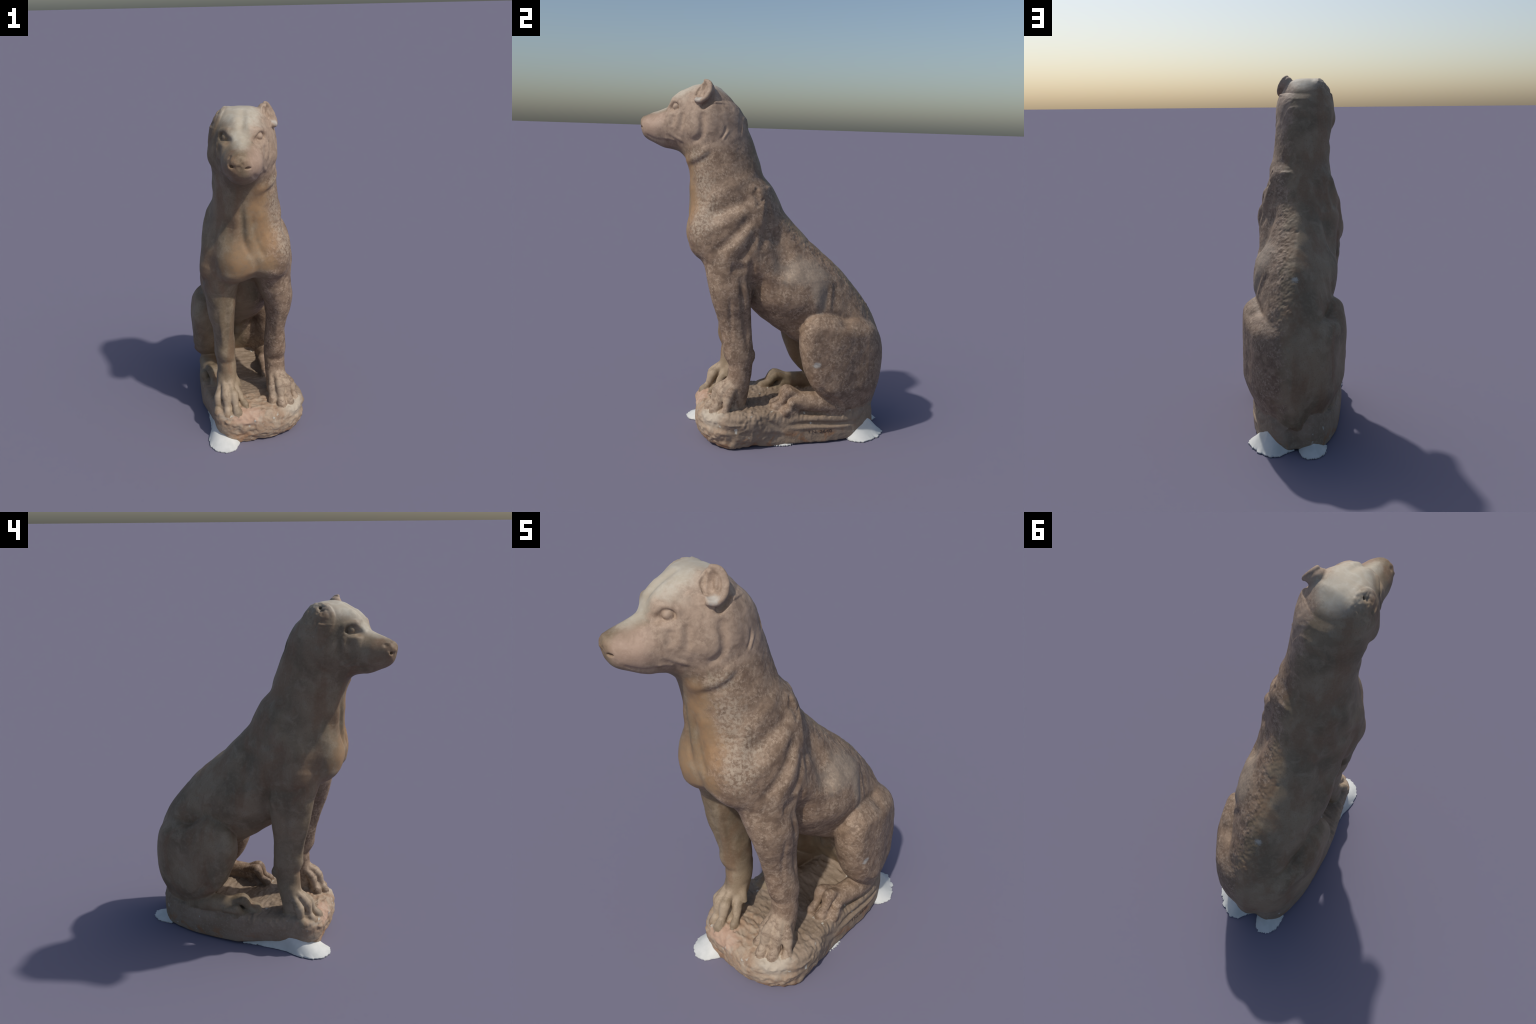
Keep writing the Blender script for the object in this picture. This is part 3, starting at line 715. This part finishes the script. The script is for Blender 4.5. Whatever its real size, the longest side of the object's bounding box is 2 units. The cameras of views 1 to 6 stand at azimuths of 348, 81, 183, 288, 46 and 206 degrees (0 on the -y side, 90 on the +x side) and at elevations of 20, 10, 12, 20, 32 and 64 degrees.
def keep_largest(V, Q):
    """drop stray specks: union-find by label propagation"""
    lab = np.arange(len(V))
    E = np.vstack([Q[:, [0, 1]], Q[:, [1, 2]], Q[:, [2, 3]]])
    while True:
        m = np.minimum(lab[E[:, 0]], lab[E[:, 1]]); old = lab.copy()
        np.minimum.at(lab, E[:, 0], m); np.minimum.at(lab, E[:, 1], m)
        lab = lab[lab]
        if (lab == old).all():
            break
    u, c = np.unique(lab, return_counts=True)
    ok = lab == u[c.argmax()]
    remap = np.cumsum(ok) - 1
    return V[ok], remap[Q[ok[Q[:, 0]]]]
V, Q = keep_largest(V, Q)

def relax(V, Q, it):
    A = np.concatenate([Q[:, 0], Q[:, 1], Q[:, 2], Q[:, 3]]); B = np.concatenate([Q[:, 1], Q[:, 2], Q[:, 3], Q[:, 0]])
    S = np.concatenate([A, B]); E = np.concatenate([B, A]); cnt = np.bincount(S, minlength=len(V))
    for _ in range(it):
        V = 0.5 * V + 0.5 * np.stack([np.bincount(S, V[E, a], len(V)) / cnt for a in range(3)], 1)
    return V

def subdivide(V, Q):
    E = np.sort(np.vstack([Q[:, [0, 1]], Q[:, [1, 2]], Q[:, [2, 3]], Q[:, [3, 0]]]), axis=1)
    U, inv = np.unique(E, axis=0, return_inverse=True); inv = inv.reshape(4, -1)
    n, m = len(V), len(U)
    W = np.vstack([V, V[U].mean(1), V[Q].mean(1)])
    f = n + m + np.arange(len(Q)); e = n + inv
    R = np.vstack([np.stack([Q[:, 0], e[0], f, e[3]], 1), np.stack([e[0], Q[:, 1], e[1], f], 1),
                   np.stack([f, e[1], Q[:, 2], e[2]], 1), np.stack([e[3], f, e[2], Q[:, 3]], 1)])
    return W, R
def normals(V, Q):
    n = np.zeros_like(V); f = np.cross(V[Q[:, 2]] - V[Q[:, 0]], V[Q[:, 3]] - V[Q[:, 1]])
    for a in range(3):
        for j in range(4):
            n[:, a] += np.bincount(Q[:, j], f[:, a], len(V))
    return n / np.maximum(np.linalg.norm(n, axis=1), 1e-12)[:, None]

def par_eval(P, ops=None):
    """evaluate in spatially compact chunks, so that far-away pieces are skipped"""
    key = np.floor(P[:, 2] / 0.10) * 1000 + np.floor(P[:, 1] / 0.12) * 10 + np.floor(P[:, 0] / 0.25)
    order = np.argsort(key, kind='stable'); ch = np.array_split(order, 60)
    r = [F.eval(P[i], ops) for i in ch]
    d = np.empty(len(P), np.float32); lab = np.empty(len(P), np.int32)
    for i, (a, b) in zip(ch, r):
        d[i] = a; lab[i] = b
    return d, lab

def snap_mesh(V, Q, maxstep):
    """move the vertices along their normals onto the exact field"""
    n = normals(V, Q); d0 = par_eval(V)[0]
    s = -np.clip(d0, -maxstep, maxstep)
    d1 = par_eval(V + n * s[:, None])[0]
    m = np.abs(d1 - d0) > 1e-5
    s2 = np.where(m, -d0 * s / np.where(m, d1 - d0, 1), s)
    s2 = np.where(s2 * s < 0, s, s2)
    return V + n * np.clip(s2, -maxstep, maxstep)[:, None]

V = relax(V, Q, 2)
V, Q = subdivide(V, Q)
V = snap_mesh(V, Q, 0.008)
V = relax(V, Q, 1)
V = snap_mesh(V, Q, 0.005)
V[:, 2] = np.maximum(V[:, 2], 0.0)
flab = par_eval(V[Q].mean(1), [o for o in F.ops if o[0] in ('union', 'cut', 'paint')])[1]

# smooth region labels (majority over vertex neighbourhood) so borders are clean
for _ in range(4):
    votes = np.zeros((len(V), len(LABELS)), np.float32)
    for j in range(4):
        np.add.at(votes, (Q[:, j], flab), 1)
    fv = votes[Q].sum(1); flab = fv.argmax(1)

vn = normals(V, Q)

# ------------------------------------------------------------------ materials
class Nodes:
    def __init__(self, name):
        self.mat = bpy.data.materials.new(name); self.mat.use_nodes = True
        self.t = self.mat.node_tree; self.n = self.t.nodes; self.l = self.t.links
        self.bsdf = self.n['Principled BSDF']
        self.co = self.n.new('ShaderNodeTexCoord').outputs['Object']
    def link(self, a, b):
        self.l.new(a, b)
    def put(self, sock, v):
        if isinstance(v, bpy.types.NodeSocket):
            self.link(v, sock)
        else:
            sock.default_value = v
    def noise(self, scale, detail=4, rough=0.55, dist=0.0, stretch=None, off=0.0):
        m = self.n.new('ShaderNodeMapping'); self.link(self.co, m.inputs['Vector'])
        m.inputs['Location'].default_value = (off, off * 1.7, off * 0.6)
        if stretch:
            m.inputs['Scale'].default_value = stretch
        x = self.n.new('ShaderNodeTexNoise'); self.link(m.outputs[0], x.inputs['Vector'])
        x.inputs['Scale'].default_value = scale; x.inputs['Detail'].default_value = detail
        x.inputs['Roughness'].default_value = rough; x.inputs['Distortion'].default_value = dist
        return x.outputs['Fac']
    def math(self, op, a, b=0.0, c=0.0, clamp=False):
        x = self.n.new('ShaderNodeMath'); x.operation = op; x.use_clamp = clamp
        self.put(x.inputs[0], a); self.put(x.inputs[1], b); self.put(x.inputs[2], c)
        return x.outputs[0]
    def smooth_max(self, a, b):
        return self.math('SUBTRACT', 1.0, self.math('MULTIPLY', self.math('SUBTRACT', 1.0, a), self.math('SUBTRACT', 1.0, b)))
    def ramp(self, v, lo, hi):
        x = self.n.new('ShaderNodeMapRange'); x.interpolation_type = 'SMOOTHSTEP'; x.clamp = True
        self.put(x.inputs[0], v); x.inputs[1].default_value = lo; x.inputs[2].default_value = hi
        x.inputs[3].default_value = 0; x.inputs[4].default_value = 1
        return x.outputs[0]
    def mix(self, f, a, b):
        x = self.n.new('ShaderNodeMix'); x.data_type = 'RGBA'
        self.put(x.inputs[0], f)
        self.put(x.inputs[6], a if isinstance(a, bpy.types.NodeSocket) else (*a, 1))
        self.put(x.inputs[7], b if isinstance(b, bpy.types.NodeSocket) else (*b, 1))
        return x.outputs[2]
    def axis(self, i):
        if not hasattr(self, 'sep'):
            s = self.n.new('ShaderNodeSeparateXYZ'); self.link(self.co, s.inputs[0]); self.sep = s
        return self.sep.outputs[i]
    def blob(self, c, r, edge=None, jag=0.5, lo=0.55, hi=1.15):
        """soft patch of matter round a place, edge broken by a noise"""
        m = self.n.new('ShaderNodeVectorMath'); m.operation = 'SUBTRACT'; self.link(self.co, m.inputs[0]); m.inputs[1].default_value = c
        d = self.n.new('ShaderNodeVectorMath'); d.operation = 'DIVIDE'; self.link(m.outputs[0], d.inputs[0]); d.inputs[1].default_value = r
        L = self.n.new('ShaderNodeVectorMath'); L.operation = 'LENGTH'; self.link(d.outputs[0], L.inputs[0])
        v = L.outputs['Value']
        if edge is not None:
            v = self.math('ADD', v, self.math('MULTIPLY', self.math('SUBTRACT', edge, 0.5), jag))
        return self.math('SUBTRACT', 1.0, self.ramp(v, lo, hi))
    def mul(self, *v):
        x = v[0]
        for y in v[1:]:
            x = self.math('MULTIPLY', x, y)
        return x

def marble_material():
    k = Nodes('weathered_marble')
    big = k.noise(5.0, 3, 0.5); mid = k.noise(16, 5, 0.62, 0.6); fine = k.noise(70, 6, 0.7); spk = k.noise(130, 4, 0.65, off=3.1)
    streak = k.noise(9, 4, 0.55, 0.3, stretch=(1, 1, 0.35), off=1.3)
    mid2 = k.noise(22, 5, 0.65, 0.4, off=5.5)
    # tan marble body
    col = k.mix(k.ramp(big, 0.35, 0.65), (0.172, 0.128, 0.080), (0.272, 0.202, 0.130))
    col = k.mix(k.mul(k.ramp(mid, 0.45, 0.72), 0.55), col, (0.330, 0.262, 0.180))
    col = k.mix(k.mul(k.ramp(streak, 0.48, 0.66), 0.6), col, (0.205, 0.118, 0.066))        # iron-brown veils
    col = k.mix(k.mul(k.ramp(mid2, 0.58, 0.75), 0.40), col, (0.240, 0.215, 0.160))          # grey lichen bloom
    col = k.mix(k.mul(k.ramp(fine, 0.47, 0.65), 0.25), col, (0.315, 0.240, 0.160))
    col = k.mix(k.mul(k.ramp(spk, 0.52, 0.68), 0.35), col, (0.140, 0.096, 0.058))
    # pinkish-brown crust on the dog's left side, mottled with pale grains
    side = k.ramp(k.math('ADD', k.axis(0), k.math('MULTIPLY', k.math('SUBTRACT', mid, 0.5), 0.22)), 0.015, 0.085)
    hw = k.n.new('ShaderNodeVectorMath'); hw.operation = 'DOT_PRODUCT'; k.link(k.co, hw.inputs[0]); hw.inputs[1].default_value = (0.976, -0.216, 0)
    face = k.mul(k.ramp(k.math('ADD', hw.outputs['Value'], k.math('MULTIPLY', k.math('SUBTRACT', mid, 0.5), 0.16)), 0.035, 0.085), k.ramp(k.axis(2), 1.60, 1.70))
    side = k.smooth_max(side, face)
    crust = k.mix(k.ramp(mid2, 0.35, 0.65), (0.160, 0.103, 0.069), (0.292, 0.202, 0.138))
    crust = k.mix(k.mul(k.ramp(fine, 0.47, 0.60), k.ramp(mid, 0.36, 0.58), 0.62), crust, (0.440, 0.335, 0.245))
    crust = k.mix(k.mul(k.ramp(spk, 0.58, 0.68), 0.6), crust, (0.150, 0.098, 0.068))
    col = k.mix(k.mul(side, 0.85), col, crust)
    col = k.mix(k.mul(face, k.math('ADD', k.mul(k.ramp(mid2, 0.30, 0.65), 0.25), 0.35)), col, (0.430, 0.320, 0.238))  # left face crust painted lighter for the sunlight falling on it
    # ochre stain down the throat and breast
    st = k.smooth_max(k.blob((0.000, -0.455, 1.46), (0.080, 0.12, 0.17), mid, 1.4, 0.1, 1.2), k.blob((0.035, -0.45, 1.28), (0.09, 0.12, 0.19), mid, 1.4, 0.1, 1.2))
    st = k.smooth_max(st, k.blob((-0.10, -0.46, 1.16), (0.15, 0.12, 0.17), mid, 1.4, 0.1, 1.2))
    col = k.mix(k.mul(st, k.ramp(mid2, 0.15, 0.60), 0.70), col, (0.335, 0.195, 0.092))
    pale = k.smooth_max(k.blob((0.085, -0.40, 1.60), (0.06, 0.07, 0.05), mid, 1.4), k.blob((0.10, -0.40, 1.44), (0.06, 0.10, 0.12), mid, 1.8))
    pale = k.smooth_max(pale, k.blob((0.14, -0.37, 1.27), (0.07, 0.10, 0.14), mid2, 1.8))
    col = k.mix(k.mul(pale, k.ramp(fine, 0.38, 0.60), 0.60), col, (0.410, 0.335, 0.250))
    # cream, rain-washed crown and bridge of the nose
    cr = k.smooth_max(k.blob((-0.085, -0.44, 1.98), (0.125, 0.18, 0.140), mid, 0.9, 0.45, 1.2), k.blob((-0.125, -0.60, 1.87), (0.065, 0.14, 0.065), mid, 0.9, 0.3, 1.2))
    cr = k.smooth_max(cr, k.blob((-0.06, -0.30, 1.96), (0.11, 0.13, 0.060), mid, 0.9, 0.4, 1.2))
    cream = k.mix(k.ramp(mid2, 0.35, 0.7), (0.440, 0.385, 0.300), (0.500, 0.460, 0.375))
    col = k.mix(k.mul(cr, 0.92), col, cream)
    fl = k.smooth_max(k.blob((0.20, 0.20, 1.00), (0.10, 0.22, 0.10), mid, 1.4), k.blob((0.20, 0.26, 0.86), (0.06, 0.06, 0.12), mid, 1.4))
    col = k.mix(k.mul(fl, 0.35), col, (0.330, 0.290, 0.235))
    pw = k.smooth_max(k.blob((-0.17, -0.27, 0.25), (0.13, 0.13, 0.14), mid, 1.2, 0.4, 1.2), k.blob((0.16, -0.27, 0.25), (0.13, 0.13, 0.15), mid, 1.2, 0.4, 1.2))
    col = k.mix(k.mul(pw, k.ramp(mid2, 0.30, 0.62), 0.75), col, (0.430, 0.335, 0.240))
    # muzzle: rosy
    mz = k.blob((-0.07, -0.65, 1.76), (0.07, 0.12, 0.08), mid, 0.8)
    col = k.mix(k.mul(mz, 0.45), col, (0.400, 0.270, 0.200))
    # white chips
    chips = k.smooth_max(k.blob((-0.021, 0.473, 0.912), (0.026, 0.024, 0.022), fine, 2.2, 0.2, 1.0), k.blob((0.282, 0.245, 0.488), (0.03, 0.026, 0.022), fine, 1.6, 0.5, 1.0))
    chips = k.smooth_max(chips, k.blob((0.088, -0.410, 1.898), (0.026, 0.030, 0.024), fine, 1.2, 0.4, 1.1))
    chips = k.smooth_max(chips, k.blob((-0.225, -0.315, 1.825), (0.012, 0.012, 0.014), fine, 1.0, 0.5, 1.0))
    col = k.mix(k.mul(chips, 0.75), col, (0.480, 0.455, 0.400))
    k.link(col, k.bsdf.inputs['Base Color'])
    k.bsdf.inputs['Roughness'].default_value = 0.62
    k.bsdf.inputs['Specular IOR Level'].default_value = 0.35
    b = k.n.new('ShaderNodeBump'); b.inputs['Strength'].default_value = 0.22; b.inputs['Distance'].default_value = 0.003
    h = k.math('ADD', k.mul(fine, k.math('ADD', side, 0.25)), k.mul(spk, 0.5, side))
    k.link(h, b.inputs['Height']); k.link(b.outputs[0], k.bsdf.inputs['Normal'])
    return k.mat

def rock_material():
    k = Nodes('plinth_rock')
    big = k.noise(7.0, 3, 0.5); mid = k.noise(20, 5, 0.62, 0.6); fine = k.noise(70, 6, 0.7); m2 = k.noise(13, 5, 0.6, 0.5, off=4.4)
    col = k.mix(k.ramp(big, 0.35, 0.65), (0.235, 0.172, 0.118), (0.285, 0.215, 0.155))
    col = k.mix(k.mul(k.ramp(fine, 0.48, 0.66), 0.5), col, (0.350, 0.275, 0.205))
    front = k.blob((0.02, -0.40, 0.13), (0.36, 0.26, 0.28), m2, 0.8, 0.6, 1.2)
    fc = k.mix(k.ramp(mid, 0.38, 0.60), (0.340, 0.225, 0.145), (0.415, 0.320, 0.230))
    fc = k.mix(k.mul(k.ramp(m2, 0.55, 0.70), 0.7), fc, (0.500, 0.440, 0.345))
    col = k.mix(k.mul(front, 0.8), col, fc)
    pk = k.blob((-0.08, -0.37, 0.18), (0.10, 0.07, 0.06), mid, 0.9)
    col = k.mix(k.mul(pk, 0.6), col, (0.480, 0.310, 0.225))
    pl = k.blob((0.20, -0.31, 0.20), (0.09, 0.10, 0.09), mid, 1.2)
    col = k.mix(k.mul(pl, 0.7), col, (0.500, 0.440, 0.350))
    # rust line low on the rough side, pale mineral bloom
    rust = k.mul(k.ramp(m2, 0.50, 0.62), k.math('SUBTRACT', 1.0, k.ramp(k.axis(2), 0.05, 0.11)))
    col = k.mix(k.mul(rust, 0.6), col, (0.300, 0.140, 0.060))
    chips = k.ramp(k.noise(24, 2, 0.4, off=9.0), 0.70, 0.76)
    col = k.mix(k.mul(chips, 0.8), col, (0.520, 0.500, 0.430))
    k.link(col, k.bsdf.inputs['Base Color'])
    k.bsdf.inputs['Roughness'].default_value = 0.75
    k.bsdf.inputs['Specular IOR Level'].default_value = 0.3
    b = k.n.new('ShaderNodeBump'); b.inputs['Strength'].default_value = 0.45; b.inputs['Distance'].default_value = 0.006
    k.link(k.math('ADD', fine, k.mul(mid, 0.8)), b.inputs['Height']); k.link(b.outputs[0], k.bsdf.inputs['Normal'])
    return k.mat

def plain(name, lo, hi, rough):
    k = Nodes(name)
    col = k.mix(k.ramp(k.noise(14, 4, 0.6), 0.35, 0.65), lo, hi)
    k.link(col, k.bsdf.inputs['Base Color']); k.bsdf.inputs['Roughness'].default_value = rough
    return k.mat

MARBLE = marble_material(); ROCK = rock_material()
PLASTER = plain('white_plaster', (0.56, 0.57, 0.54), (0.64, 0.64, 0.61), 0.7)
INK = plain('dark_paint', (0.060, 0.040, 0.030), (0.085, 0.055, 0.040), 0.7)


# ------------------------------------------------------------------ objects
root = bpy.data.objects.new('dog_statue', None)
bpy.context.collection.objects.link(root)
root['label'] = 'weathered marble statue of a sitting hound on a rock base'
root['category'] = 'statue'

def make_part(name, faces, mat, parent, kind=None):
    used = np.unique(faces); remap = np.zeros(len(V), np.int64); remap[used] = np.arange(len(used))
    me = bpy.data.meshes.new(name)
    me.from_pydata(V[used].tolist(), [], remap[faces].tolist())
    me.polygons.foreach_set('use_smooth', np.ones(len(faces), bool))
    me.materials.append(mat)
    me.normals_split_custom_set_from_vertices(vn[used].tolist())
    ob = bpy.data.objects.new(name, me); bpy.context.collection.objects.link(ob)
    ob.parent = parent
    if kind:
        ob['kind'] = kind
    return ob

PART_NAME = {'forelimb_l': 'forelimb', 'forelimb_r': 'forelimb', 'hindlimb_l': 'hindlimb', 'hindlimb_r': 'hindlimb',
             'foot_fl': 'paw', 'foot_fr': 'paw', 'foot_hl': 'paw', 'foot_hr': 'paw'}
PARENT = {'foot_fl': 'forelimb_l', 'foot_fr': 'forelimb_r', 'foot_hl': 'hindlimb_l', 'foot_hr': 'hindlimb_r',
          'ear': 'head', 'eye': 'head', 'nose': 'head'}
made = {}
order = [l for l in LABELS if l not in PARENT] + list(PARENT)
for l in order:
    fs = Q[flab == LB[l]]
    if len(fs) == 0:
        continue
    par = made.get(PARENT.get(l), root)
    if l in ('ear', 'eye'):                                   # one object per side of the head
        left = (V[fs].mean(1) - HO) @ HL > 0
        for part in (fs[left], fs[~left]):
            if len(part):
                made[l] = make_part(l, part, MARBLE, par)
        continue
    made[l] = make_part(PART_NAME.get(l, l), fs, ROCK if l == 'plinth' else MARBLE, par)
# ------------------------------------------------------------------ plaster flares at the foot of the rock
def plaster_flare(inner, outer, heights, seed, jag=0.009):
    """skirt from the rock face (inner curve, given heights) sweeping out to a ragged edge on the ground"""
    r = np.random.default_rng(seed); nu, nv = 72, 14
    def sample(P, n):
        C = catmull(P, 12); L = np.concatenate([[0], np.cumsum(np.linalg.norm(np.diff(C, axis=0), axis=1))])
        return np.stack([np.interp(np.linspace(0, L[-1], n), L, C[:, j]) for j in range(C.shape[1])], 1)
    I = sample(inner, nu); O = sample(outer, nu); Hh = sample(np.array(heights)[:, None], nu)[:, 0]
    out = O - I; ln = np.linalg.norm(out, axis=1, keepdims=True) + 1e-6
    j = jag * (r.random(nu) - 0.6) + jag * np.repeat(r.random(nu // 3) - 0.5, 3)
    J = out / ln * (j * np.clip(ln[:, 0] / 0.03, 0, 1))[:, None]
    vs = []; top = 0.010
    for i in range(nu):
        for v in range(nv):
            t = v / (nv - 1)
            p = I[i] * (1 - t) + O[i] * t + J[i] * t ** 10
            z = top * 0.6 + (Hh[i] - top * 0.6) * (1 - t) ** 1.3
            vs.append((p[0], p[1], max(z, 0.004)))
    n = len(vs)
    for i in range(nu):                                       # underside, so the flare is a solid
        for v in range(nv):
            vs.append((vs[i * nv + v][0], vs[i * nv + v][1], 0.0005))
    f = []
    g = lambda i, v: i * nv + v
    for i in range(nu - 1):
        for v in range(nv - 1):
            f.append((g(i, v), g(i, v + 1), g(i + 1, v + 1), g(i + 1, v)))
            f.append((n + g(i, v), n + g(i + 1, v), n + g(i + 1, v + 1), n + g(i, v + 1)))
        for v in (0, nv - 1):
            f.append((g(i, v), g(i + 1, v), n + g(i + 1, v), n + g(i, v)))
    for i in (0, nu - 1):
        for v in range(nv - 1):
            f.append((g(i, v), g(i, v + 1), n + g(i, v + 1), n + g(i, v)))
    me = bpy.data.meshes.new('plaster_patch'); me.from_pydata(vs, [], f)
    import bmesh
    bm = bmesh.new(); bm.from_mesh(me); bmesh.ops.recalc_face_normals(bm, faces=bm.faces); bm.to_mesh(me); bm.free()
    me.polygons.foreach_set('use_smooth', [True] * len(me.polygons))
    me.set_sharp_from_angle(angle=math.radians(50))
    me.materials.append(PLASTER)
    ob = bpy.data.objects.new('plaster_patch', me); bpy.context.collection.objects.link(ob); ob.parent = root

plaster_flare([(-0.240, 0.06), (-0.238, -0.06), (-0.236, -0.18), (-0.236, -0.255), (-0.212, -0.310), (-0.178, -0.345), (-0.145, -0.350), (-0.115, -0.335)],
              [(-0.262, 0.07), (-0.265, -0.06), (-0.272, -0.18), (-0.306, -0.29), (-0.300, -0.385), (-0.250, -0.438), (-0.175, -0.440), (-0.125, -0.360)],
              [0.025, 0.050, 0.075, 0.125, 0.145, 0.125, 0.08, 0.02], 1)
plaster_flare([(0.185, 0.46), (0.165, 0.515), (0.135, 0.560), (0.098, 0.598), (0.060, 0.615), (0.020, 0.620), (-0.015, 0.605)],
              [(0.212, 0.475), (0.236, 0.535), (0.205, 0.610), (0.150, 0.672), (0.094, 0.702), (0.045, 0.678), (-0.018, 0.622)],
              [0.02, 0.09, 0.125, 0.13, 0.11, 0.06, 0.02], 2)
plaster_flare([(-0.040, 0.60), (-0.070, 0.620), (-0.110, 0.625), (-0.150, 0.600), (-0.165, 0.555)],
              [(-0.045, 0.640), (-0.068, 0.700), (-0.120, 0.712), (-0.182, 0.655), (-0.192, 0.565)],
              [0.02, 0.045, 0.055, 0.05, 0.02], 3)
plaster_flare([(0.190, -0.005), (0.200, 0.045), (0.198, 0.10), (0.185, 0.17)],
              [(0.205, -0.010), (0.240, 0.040), (0.240, 0.115), (0.195, 0.180)],
              [0.012, 0.04, 0.045, 0.012], 4)

# ------------------------------------------------------------------ painted inventory number on the left flank of the rock
cu = bpy.data.curves.new('inscription', 'FONT'); cu.body = 'I.N. 2640'; cu.size = 0.025; cu.extrude = 0.0
tmp = bpy.data.objects.new('inscription_source', cu); bpy.context.collection.objects.link(tmp)
dg = bpy.context.evaluated_depsgraph_get()
txt = bpy.data.meshes.new_from_object(tmp.evaluated_get(dg)); bpy.data.objects.remove(tmp)
import bmesh
bm = bmesh.new(); bm.from_mesh(txt)
bmesh.ops.triangulate(bm, faces=bm.faces)
bmesh.ops.subdivide_edges(bm, edges=[e for e in bm.edges if e.calc_length() > 0.004], cuts=2)
bmesh.ops.triangulate(bm, faces=bm.faces)
xs = [v.co.x for v in bm.verts]; sc = 0.135 / (max(xs) - min(xs)); x0 = min(xs)
pts = np.array([[0.235, 0.226 + (v.co.x - x0) * sc, 0.066 + v.co.y * 0.95] for v in bm.verts], np.float32)
for _ in range(12):                                            # slide in along x to lie on the rock
    pts[:, 0] -= np.clip(F.eval(pts)[0], -0.01, 0.01) * 0.9
for v, p in zip(bm.verts, pts):
    v.co = (p[0] + 0.0006, p[1], p[2])
bmesh.ops.recalc_face_normals(bm, faces=bm.faces)
ex = bmesh.ops.extrude_face_region(bm, geom=list(bm.faces))
for g_ in ex['geom']:
    if isinstance(g_, bmesh.types.BMVert):
        g_.co.x += 0.0012
bmesh.ops.recalc_face_normals(bm, faces=bm.faces)
bm.to_mesh(txt); bm.free(); txt.name = 'inscription'
txt.materials.clear(); txt.materials.append(INK)
ob = bpy.data.objects.new('inscription', txt); bpy.context.collection.objects.link(ob); ob.parent = made['plinth']
